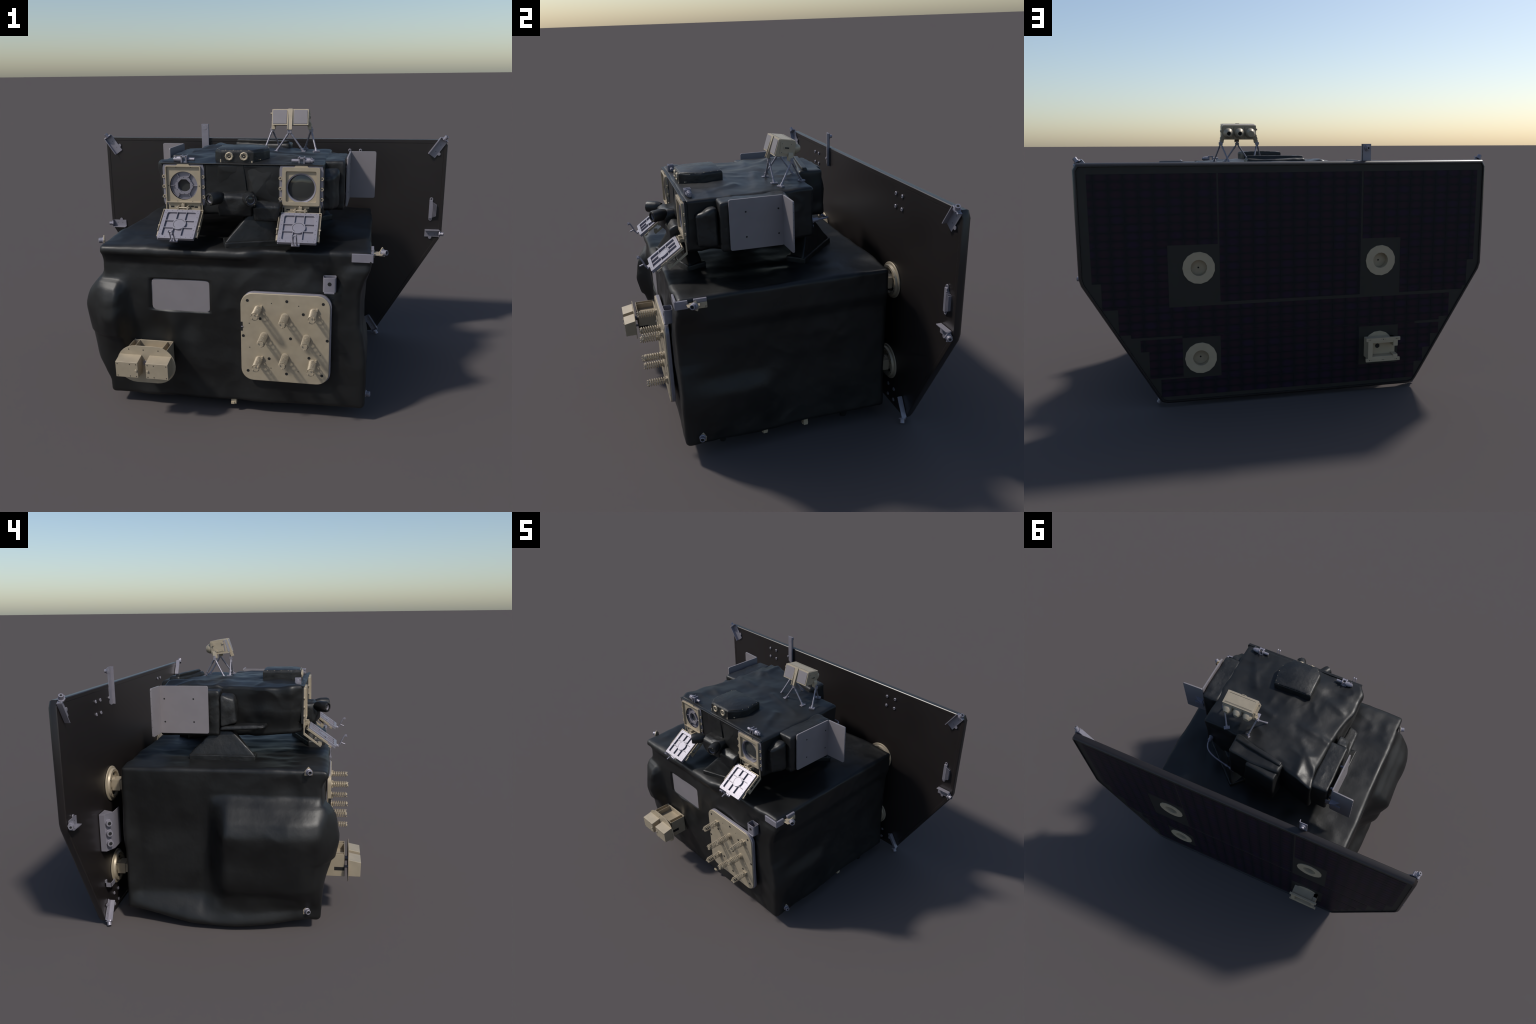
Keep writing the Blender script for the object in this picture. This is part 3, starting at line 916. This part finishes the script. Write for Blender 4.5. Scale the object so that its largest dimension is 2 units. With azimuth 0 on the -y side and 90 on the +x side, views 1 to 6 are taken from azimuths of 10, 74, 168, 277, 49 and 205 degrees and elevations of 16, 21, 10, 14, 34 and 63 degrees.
# ------------------------------------------------------------------ sensor head on a six strut stand
S_FT, S_BT = Vector((0.185, 0.080, 1.3405)), Vector((0.185, 0.156, 1.329))
ys = (S_BT - S_FT).normalized()
Hm = frame(S_FT, (1, 0, 0), ys)  # x across, y back along the roof of the box, z up
HW, HD, HH = 0.0885, 0.077, 0.076
k = Kit().use("tan")
side = [(0.0, 0.0), (HD, 0.0), (HD, -HH + 0.003), (-0.012 + 0.0, -HH)]
mxs = Hm @ frame((0, 0, 0), (0, 1, 0), (0, 0, 1))
k.prism(side, -HW, HW, mxs)
k.box((-HW + 0.006, 0.008, -0.002), (HW - 0.006, HD - 0.008, 0.0015), Hm)
# side covers
for s_ in (-1, 1):
    xo = s_ * HW
    k.box((min(xo, xo + s_ * 0.0025), 0.010, -HH + 0.014), (max(xo, xo + s_ * 0.0025), HD - 0.010, -0.010), Hm)
k.box((HW + 0.002, 0.026, -0.040), (HW + 0.006, 0.054, -0.030), Hm)
for yy, zz in ((0.050, -0.056), (0.008, -0.020), (0.062, -0.022)):
    k.rod(Hm @ Vector((-HW, yy, zz)), Hm @ Vector((-HW - 0.009, yy, zz)), 0.005, n=8)
k.box((-HW - 0.006, 0.044, -0.061), (-HW, 0.058, -0.050), Hm)
# three square bezels with tapered snouts at the back
for i, x in enumerate((-0.058, 0.0, 0.058)):
    k.box((x - 0.028, HD, -HH + 0.006), (x + 0.028, HD + 0.004, -0.006), Hm)
    mz = Hm @ Matrix.Translation((x, HD, -HH / 2 - 0.001)) @ Matrix.Rotation(-PI / 2, 4, "X")
    if i == 0:
        k.lathe([(0.0265, 0.0), (0.0265, 0.012), (0.024, 0.020), (0.016, 0.032)], 20, mz)
    else:
        k.lathe([(0.0265, 0.0), (0.0265, 0.012), (0.024, 0.020), (0.0135, 0.034), (0.0105, 0.034), (0.0085, 0.02)], 20, mz)
        k.use("dark").lathe([(0.0090, 0.018), (0.0085, 0.0225)], 14, mz)
        k.use("tan")
# front yoke carrying the front leg pair, and two rear shoulders
fslope = Vector((0, -0.012, -HH)).normalized()
k.prism([(-0.010, 0.002), (0.010, 0.002), (0.012, -0.100), (-0.012, -0.100)], 0.0005, 0.004, Hm @ frame((0, 0, 0), (1, 0, 0), -fslope))
for sx in (-0.012, 0.0085):
    k.prism([(0.001, 0.0), (-0.004, 0.0), (-0.026, -0.098), (-0.011, -0.100)], sx, sx + 0.003, mxs)
for s_ in (-1, 1):
    k.prism([(s_ * (HW - 0.012), -HH + 0.014), (s_ * (HW + 0.004), -HH + 0.022), (s_ * (HW + 0.010), -HH + 0.010), (s_ * (HW + 0.010), -HH - 0.016), (s_ * (HW - 0.006), -HH - 0.016)][:: s_],
            0.050, 0.072, Hm @ frame((0, 0, 0), (1, 0, 0), (0, 0, 1)) @ Matrix.Scale(-1, 4, (0, 0, 1)))
k.use("dark")
for sx in (-1, 1):
    for yy, zz in ((0.018, -0.018), (0.060, -0.018), (0.018, -0.056), (0.060, -0.058)):
        k.dot(*(Hm @ Vector((sx * (HW + 0.0025), yy, zz))), 0.0015, axis="x" if sx > 0 else "-x", n=6)
k.box((HW + 0.0055, 0.030, -0.038), (HW + 0.0065, 0.050, -0.032), Hm)
k.box((-HW + 0.012, 0.0105, 0.0012), (HW - 0.012, 0.0125, 0.0018), Hm).box((-HW + 0.012, HD - 0.0125, 0.0012), (HW - 0.012, HD - 0.0105, 0.0018), Hm)
head = k.make("sensor_head", root, 0.0015)
k = Kit().use("paint")
fm = Hm @ frame((0, 0, 0), (1, 0, 0), -fslope)
for xa, xb in ((-HW + 0.004, -0.016), (0.018, HW - 0.005)):
    k.prism(rrect(xa, -HH + 0.005, xb, -0.004, 0.003, 2), 0.0004, 0.0022, fm)
k.box((-HW - 0.0012, 0.000, -HH + 0.012), (-HW + 0.002, 0.006, -0.006), Hm)
k.make("sensor_radiator", head, 0.0005)
k = Kit().use("alu")
apex = {"f": Vector((0.184, 0.056, 1.236)), "r": Vector((0.281, 0.133, 1.238)), "l": Vector((0.088, 0.131, 1.238))}
feet = [("f", (0.119, 0.054, 1.140)), ("f", (0.253, 0.058, 1.140)), ("r", (0.314, 0.070, 1.139)), ("r", (0.245, 0.191, 1.138)),
        ("l", (0.055, 0.072, 1.138)), ("l", (0.120, 0.192, 1.140))]
for a in apex.values():
    k.rod(a + Vector((0, 0, 0.016)), a + Vector((0, 0, 0.004)), 0.006)
    k.box(a - Vector((0.010, 0.007, 0.008)), a + Vector((0.010, 0.007, 0.006)))
for key, ft in feet:
    a, ft = apex[key], Vector(ft)
    d_ = ft - a
    k.rod(a + d_ * 0.04, a + d_ * 0.95, 0.0042)
    k.rod(a + d_ * 0.16, a + d_ * 0.26, 0.0052)
    k.rod(a + d_ * 0.74, a + d_ * 0.78, 0.0052)
    k.rod(a + d_ * 0.86, a + d_ * 1.0, 0.0060)
    ax_ = Vector((d_.x, d_.y, 0)).normalized()
    fmx = frame(ft, ax_, ax_.cross(Vector((0, 0, 1))))
    k.box((-0.009, -0.016, -0.0045), (0.009, 0.016, 0.0030), fmx)
    k.rod(fmx @ Vector((0, 0.011, 0)), fmx @ Vector((0, 0.011, -0.007 if fmx[2][2] < 0 else 0.007)), 0.003, n=8)
k.make("sensor_stand", head, 0.0006)

# ------------------------------------------------------------------ L shaped radiators
def radiator(pf, pb, pe, z0, z1):
    """plate pf-pb along the flank with a flange pb-pe standing out behind"""
    pf, pb, pe = Vector(pf), Vector(pb), Vector(pe)
    k = Kit().use("paint")
    for a, c in ((pf, pb), (pb, pe)):
        d_ = c - a
        mx = frame((a.x, a.y, 0), (d_.x, d_.y, 0), (0, 0, 1))
        r_ = rrect(0.0, z0, d_.length, z1, 0.008, 4)
        if a is pf:
            r_ = [(min(x, d_.length), z) for x, z in r_]
        k.prism(r_, -0.0035, 0.0035, mx)
    out = 1 if pf.x > 0 else -1
    k.use("dark")
    d_ = pb - pf
    for t in (0.30, 0.90):
        for z in (z0 + 0.055, z0 + 0.165):
            q = pf + d_ * t
            k.dot(q.x + out * 0.0035, q.y, z, 0.0042, axis="x" if out > 0 else "-x")
    e = pe - pb
    for i in range(7):
        z = z0 + 0.012 + i * (z1 - z0 - 0.024) / 6
        q = pe
        k.rod((q.x - out * 0.001, q.y, z), (q.x + out * 0.0008, q.y, z), 0.0014, n=6)
    ob = k.make("radiator", module, 0.001)
    # standoffs holding it to the pack, and a cleat behind the flange
    k = Kit().use("alu")
    for t in (0.25, 0.85):
        for z in (z0 + 0.05, z0 + 0.17):
            q = pf + d_ * t
            k.rod((q.x, q.y, z), (q.x - out * 0.05, q.y, z), 0.007)
    q = pb
    k.box((min(q.x + out * 0.004, q.x + out * 0.06), q.y + 0.003, z0 + 0.055), (max(q.x + out * 0.004, q.x + out * 0.06), q.y + 0.016, z0 + 0.085))
    k.prism([(0.0, 0.0), (out * 0.055, 0.0), (out * 0.03, 0.02), (0.0, 0.03)][::out], z0 + 0.12, z0 + 0.126, Matrix.Translation((q.x, q.y + 0.003, 0)))
    k.box((min(q.x - out * 0.04, q.x), q.y + 0.003, z0 + 0.06), (max(q.x - out * 0.04, q.x), q.y + 0.008, z0 + 0.10))
    k.make("radiator_mount", ob, 0.001)


radiator((0.4755, -0.207), (0.480, 0.029), (0.601, 0.033), 0.926, 1.148)
radiator((-0.4300, 0.068), (-0.4245, 0.304), (-0.5440, 0.311), 0.9215, 1.148)

# bent pipe behind the module
k = Kit().use("alu")
c0, c1, c2, c3 = Vector((0.352, 0.205, 0.976)), Vector((0.36, 0.315, 0.985)), Vector((0.28, 0.300, 0.955)), Vector((0.150, 0.322, 0.930))
pts = []
for i in range(25):
    t = i / 24
    pts.append((1 - t) ** 3 * c0 + 3 * t * (1 - t) ** 2 * c1 + 3 * t * t * (1 - t) * c2 + t ** 3 * c3)
k.tube(pts, 0.0045, 8)
k.rod(pts[0], pts[2], 0.010).rod(pts[-1], pts[-3], 0.009).rod(pts[-4], pts[-5], 0.007)
k.rod((0.352, 0.198, 0.976), (0.352, 0.208, 0.976), 0.014)
k.rod((0.352, 0.20, 0.95), (0.352, 0.207, 0.95), 0.008)
k.make("coolant_pipe", module, 0.0006)

# ------------------------------------------------------------------ solar panel
PO = [(-0.968, 1.1525), (-0.985, 1.123), (-0.985, 0.634), (-0.976, 0.603), (-0.652, 0.042), (-0.638, 0.023), (-0.610, 0.0145)]
PO = PO + [(-x, z) for x, z in PO[::-1]]


def inset(poly, d_):
    out = []
    n_ = len(poly)
    for i in range(n_):
        a, b_, c = Vector(poly[i - 1]), Vector(poly[i]), Vector(poly[(i + 1) % n_])
        e0, e1 = (b_ - a).normalized(), (c - b_).normalized()
        n0, n1 = Vector((-e0.y, e0.x)), Vector((-e1.y, e1.x))
        bis = (n0 + n1).normalized()
        out.append(tuple(b_ + bis * d_ / max(0.3, bis.dot(n0))))
    return out


YF, YB = 0.5645, 0.5965  # front skin, recessed rear face
YR = 0.6025  # rear rim
k = Kit().use("skin")
rings = [(0.020, YF + 0.0012), (0.018, YF), (0.003, YF), (0.0, YF + 0.003), (0.0, YR - 0.014), (0.005, YR - 0.004), (0.011, YR), (0.0160, YR), (0.0175, YB)]
vs, fs = [], []
n = len(PO)
for d_, y in rings:
    vs += [(x, y, z) for x, z in inset(PO, d_)]
for j in range(len(rings) - 1):
    for i in range(n):
        fs.append((j * n + i, j * n + (i + 1) % n, (j + 1) * n + (i + 1) % n, (j + 1) * n + i))
fs.append(tuple(range(n)))
k.add(vs, fs)
k.use("border").add([(x, YB, z) for x, z in inset(PO, 0.0175)], [tuple(range(n))])
panel = k.make("solar_panel", root, 0.0, 30)
# bore the four hub wells
k = Kit().use("skin")
for hx in (-0.443, 0.447):
    for hz in (0.6675, 0.2315):
        k.rod((hx, 0.54, hz), (hx, 0.64, hz), 0.0385, n=15)
cutter = k.make("well_cutter", None)
bo = panel.modifiers.new("bore", "BOOLEAN")
bo.object = cutter
bo.operation = "DIFFERENCE"
bo.solver = "EXACT"
dg = bpy.context.evaluated_depsgraph_get()
bored = bpy.data.meshes.new_from_object(panel.evaluated_get(dg))
panel.modifiers.clear()
panel.data = bored
bored.polygons.foreach_set("use_smooth", [abs(p.normal.y) < 0.98 for p in bored.polygons])
bpy.data.objects.remove(cutter)

# cell fields as rectangles (x0, z0, x1, z1) on the rear face
FIELDS = [(-0.340, 0.501, 0.349, 1.1035),
          (0.357, 0.777, 0.928, 1.1035), (0.588, 0.611, 0.928, 0.777), (0.588, 0.4865, 0.888, 0.611),
          (-0.941, 0.779, -0.349, 1.1035), (-0.941, 0.653, -0.545, 0.779), (-0.907, 0.519, -0.547, 0.653), (-0.886, 0.501, -0.547, 0.519),
          (-0.817, 0.364, 0.819, 0.4855), (-0.766, 0.346, 0.767, 0.364), (-0.634, 0.3345, 0.532, 0.346),
          (0.532, 0.278, 0.725, 0.335), (-0.765, 0.276, -0.546, 0.334), (-0.340, 0.137, 0.352, 0.3345),
          (0.532, 0.145, 0.687, 0.278), (-0.723, 0.206, -0.546, 0.276), (-0.682, 0.137, -0.546, 0.206),
          (-0.682, 0.133, 0.637, 0.1365), (-0.637, 0.050, 0.637, 0.133)]
cells = []
G = 0.0002
for x0, z0, x1, z1 in FIELDS:
    i0, i1 = math.floor((x0 - X0) / PX), math.ceil((x1 - X0) / PX)
    j0, j1 = math.floor((z0 - Z0) / PZ), math.ceil((z1 - Z0) / PZ)
    for i in range(i0, i1):
        for j in range(j0, j1):
            a, c = max(x0, X0 + i * PX), min(x1, X0 + (i + 1) * PX)
            e, f = max(z0, Z0 + j * PZ), min(z1, Z0 + (j + 1) * PZ)
            if c - a > 0.002 and f - e > 0.0015:
                cells.append(((c - a) * (f - e), a, e, c, f))
cells.sort(key=lambda t: -round(t[0], 7))
cell_parent = panel
shared = {}
stuff = Kit().use("cell")
for idx, (ar, a, e, c, f) in enumerate(cells):
    w, h = round(c - a, 4), round(f - e, 4)
    if idx < 290:
        if (w, h) not in shared:
            kk = Kit().use("cell")
            kk.box((-w / 2 + G, 0, -h / 2 + G), (w / 2 - G, 0.0012, h / 2 - G))
            shared[(w, h)] = kk.make("solar_cell", None, mesh_only=True)
        put(shared[(w, h)], "solar_cell", panel, loc=((a + c) / 2, YB - 0.0002, (e + f) / 2))
    else:
        stuff.box((a + G, YB - 0.0002, e + G), (c - G, YB + 0.001, f - G))
stuff.make("solar_cell_row", panel)["kind"] = "stuff"

# hubs: ring on the rear face, spoked wheel and strut on the front face
for hx in (-0.443, 0.447):
    for hz in (0.6675, 0.2315):
        mr = Matrix.Translation((hx, YB, hz)) @ Matrix.Rotation(-PI / 2, 4, "X")
        k = Kit().use("pale")
        k.lathe([(0.0760, -0.001), (0.0755, 0.0035), (0.0385, 0.0035), (0.0378, -0.036), (0.030, -0.039), (0.016, -0.036), (0.0, -0.034)], 15, mr, close=False)
        k.use("dark")
        k.lathe([(0.0045, -0.036), (0.0045, -0.0315)], 8, mr @ Matrix.Translation((0.0, 0.004, 0)))
        for a in (200, 250, 310, 350):
            t = math.radians(a)
            k.lathe([(0.0022, -0.040), (0.0022, -0.0365)], 6, mr @ Matrix.Translation((0.026 * math.cos(t), -0.026 * math.sin(t) * -1, 0)))
        k.make("hub_ring", panel)
        mf = at_y(YF) @ Matrix.Translation((hx, hz, 0))
        k = Kit().use("tan")
        k.lathe([(0.087, 0.0), (0.087, 0.004), (0.083, 0.007), (0.076, 0.008), (0.072, 0.018), (0.060, 0.019), (0.052, 0.010), (0.034, 0.012), (0.032, 0.024)], 40, mf)
        k.box((-0.036, -0.027, 0.015), (0.036, 0.027, 0.055), mf)
        k.box((-0.030, -0.022, 0.05), (0.030, 0.022, 0.130), mf)
        k.use("dark")
        for i in range(6):
            t = PI / 3 * i + 0.3
            m2 = mf @ Matrix.Rotation(t, 4, "Z")
            k.prism([(0.040, -0.007), (0.056, -0.009), (0.056, 0.009), (0.040, 0.007)], 0.006, 0.0125, m2)
            k.lathe([(0.0028, 0), (0.0028, 0.0198)], 8, m2 @ Matrix.Translation((0.066, 0.02, 0)))
        k.make("panel_hub", panel, 0.0012)

# clamp block on the rear lower hub
k = Kit().use("pale")
bx0, bx1, bz0, bz1 = -0.532, -0.356, 0.170, 0.291
ym = at_y(0.662)
k.box((bx0 + 0.010, 0.618, bz0 + 0.012), (bx0 + 0.013, 0.662, bz1 - 0.012)) if False else None
k.box((bx1 - 0.034, 0.598, bz0 + 0.012), (bx1 - 0.010, 0.662, bz1 - 0.010))
k.box((bx0 + 0.036, 0.598, bz1 - 0.026), (bx1 - 0.034, 0.662, bz1 - 0.010)).box((bx0 + 0.036, 0.598, bz0 + 0.010), (bx1 - 0.034, 0.662, bz0 + 0.026))
k.box((bx0 + 0.012, 0.598, bz0 + 0.075), (bx0 + 0.035, 0.662, bz1 - 0.012))
k.box((bx0 + 0.012, 0.598, bz0 + 0.012), (bx0 + 0.035, 0.662, bz0 + 0.032))
k.box((bx0 + 0.012, 0.598, bz0 + 0.012), (bx1 - 0.012, 0.622, bz1 - 0.012))
k.box((bx0, 0.653, bz1 - 0.017), (bx1, 0.6635, bz1)).box((bx0, 0.653, bz0), (bx1, 0.6635, bz0 + 0.017))
k.use("dark").lathe([(0.0125, 0), (0.0125, 0.0008)], 7, Matrix.Translation((-0.428, 0.6222, 0.238)) @ Matrix.Rotation(-PI / 2, 4, "X"))
for x in (bx0 + 0.018, (bx0 + bx1) / 2, bx1 - 0.018):
    for z in (bz0 + 0.008, bz1 - 0.008):
        for dx, r_ in ((-0.009, 0.0012), (0, 0.0026), (0.009, 0.0012)):
            k.rod((x + dx, 0.662, z), (x + dx, 0.6642, z), r_, n=6)
k.make("clamp_block", panel, 0.002)

# bolts in fours on the front face
bk = Kit().use("alu")
bk.lathe([(0.0088, 0), (0.0088, 0.0025), (0.0070, 0.0042), (0.0045, 0.0042), (0.0040, 0.002)], 14, FRONT)
bk.use("dark").lathe([(0.0040, 0.0012), (0.0038, 0.0028)], 8, FRONT)
bme = bk.make("panel_bolt", None, mesh_only=True)
for cx, cz in ((0.488, 1.061), (-0.547, 1.061), (-0.470, 1.063), (0.488, 0.079), (-0.482, 0.081)):
    if cx == -0.470:
        continue
    for dx in (-0.0295, 0.0295):
        for dz in (-0.0297, 0.0297):
            put(bme, "panel_bolt", panel, loc=(cx + dx, YF - 0.0004, cz + dz))


def edge_bracket(base, out, w, l, wall_side=1, plug=True, flip=1):
    """channel bracket lying on the front face; base = centre of its inner end, out = direction to the edge"""
    o = Vector((out[0], 0, out[1])).normalized()
    mx = frame((base[0], YF - 0.001, base[1]), o, Vector((0, -1, 0)))
    # local x along the bracket, local y off the panel, local z across
    k = Kit().use("alu")
    k.box((0.0, 0.000, -w / 2), (l, 0.0035, w / 2), mx)
    k.box((0.0, 0.0005, wall_side * w / 2 - 0.002), (l, 0.024, wall_side * w / 2 + 0.002), mx)
    k.rod(mx @ Vector((0.03, 0, -wall_side * (w / 2 + 0.004))), mx @ Vector((0.03, 0.004, -wall_side * (w / 2 + 0.004))), 0.009)
    k.prism([(l - 0.004, 0.0), (l, 0.0), (l + 0.006, 0.022), (l + 0.002, 0.024)], -w / 2, w / 2, mx)
    if plug:
        c = mx @ Vector((l + 0.001, 0.014, 0))
        a = (mx.to_3x3() @ Vector((1, 0.25, 0))).normalized()
        k.rod(c, c + a * 0.006, 0.0165, n=6).rod(c + a * 0.004, c + a * 0.024, 0.0105, n=14)
        k.use("dark").rod(c + a * 0.0225, c + a * 0.0246, 0.0055, n=8)
    k.use("dark")
    for t in (0.3, 0.7):
        q = mx @ Vector((l * t, 0.0035, 0.004))
        k.rod(q, q + Vector((0, -0.0005, 0)), 0.002, n=6)
    k.make("edge_bracket", panel, 0.001)


edge_bracket((0.902, 1.066), (0.075, 0.108), 0.044, 0.106, -1)
edge_bracket((-0.905, 1.066), (-0.075, 0.108), 0.044, 0.106, -1)
edge_bracket((0.892, 0.630), (1, 0.0), 0.040, 0.078, -1)
edge_bracket((-0.892, 0.630), (-1, 0.0), 0.040, 0.078, -1)
edge_bracket((0.585, 0.110), (0.055, -0.085), 0.036, 0.100, -1)
edge_bracket((-0.585, 0.110), (-0.055, -0.085), 0.036, 0.100, -1)

# tall upright tab over the top edge
k = Kit().use("alu")
k.prism([(-0.392, 1.055), (-0.380, 1.048), (-0.350, 1.048), (-0.350, 1.232), (-0.394, 1.232), (-0.394, 1.225), (-0.394, 1.10)], 0.0, 0.003, at_y(0.566))
k.box((-0.353, 0.550, 1.05), (-0.350, 0.566, 1.232))
k.rod((-0.374, 0.562, 1.212), (-0.374, 0.575, 1.212), 0.014, n=10).rod((-0.374, 0.573, 1.212), (-0.374, 0.586, 1.212), 0.0095)
k.rod((-0.398, 0.566, 1.085), (-0.398, 0.560, 1.085), 0.007)
k.use("dark").rod((-0.374, 0.5855, 1.212), (-0.374, 0.5865, 1.212), 0.005, n=8).dot(-0.374, 0.563, 1.212, 0.006)
k.make("upright_tab", panel, 0.001)

# finned fixture on the right side
k = Kit().use("alu")
k.box((0.908, 0.556, 0.715), (0.926, 0.5735, 0.820))
for x in (0.926, 0.932, 0.938, 0.944):
    k.box((x, 0.552, 0.722 + (x - 0.926) * 0.4), (x + 0.0032, 0.5735, 0.808 - (x - 0.926) * 0.7))
for z in (0.825, 0.712):
    k.ring(circle(0.918, z, 0.0095, 14), circle(0.918, z, 0.0045, 14), 0.0, 0.004, at_y(YF - 0.0005))
k.make("finned_fixture", panel, 0.0008)

# triple connector rack on the left side
k = Kit().use("alu")
TX0, TX1, TZ0, TZ1 = -0.640, -0.500, 0.385, 0.565
k.prism([(TX0, YF - 0.002), (TX0, YF - 0.028), (TX0 + 0.05, YF - 0.052), (TX1, YF - 0.052), (TX1, YF - 0.048), (TX0 + 0.052, YF - 0.048), (TX0 + 0.004, YF - 0.026), (TX0 + 0.004, YF - 0.002)], TZ0, TZ1)
k.prism([(TX0, YF - 0.002), (TX0 + 0.003, YF - 0.030), (TX0 + 0.05, YF - 0.053), (TX0 + 0.075, YF - 0.002)], TZ1, TZ1 + 0.003)
for i, z in enumerate((0.425, 0.475, 0.525)):
    base = Vector((TX0 + 0.018, YF - 0.036, z))
    a = Vector((-0.44, -0.90, 0)).normalized()
    a = Vector((-0.75, -0.66, 0)).normalized()
    k.use("alu").rod(base, base + a * 0.010, 0.019, n=6).rod(base + a * 0.008, base + a * 0.022, 0.015, n=16)
    k.use("dark").rod(base + a * 0.0215, base + a * 0.0226, 0.009, n=8)
k.make("connector_rack", panel, 0.001)
k = Kit().use("alu")
k.box((-0.615, 0.535, 0.190), (-0.560, 0.539, 0.212)).box((-0.615, 0.535, 0.190), (-0.611, 0.5735, 0.212)).box((-0.615, 0.560, 0.19), (-0.600, 0.5735, 0.225))
k.make("cable_clip", panel, 0.001)
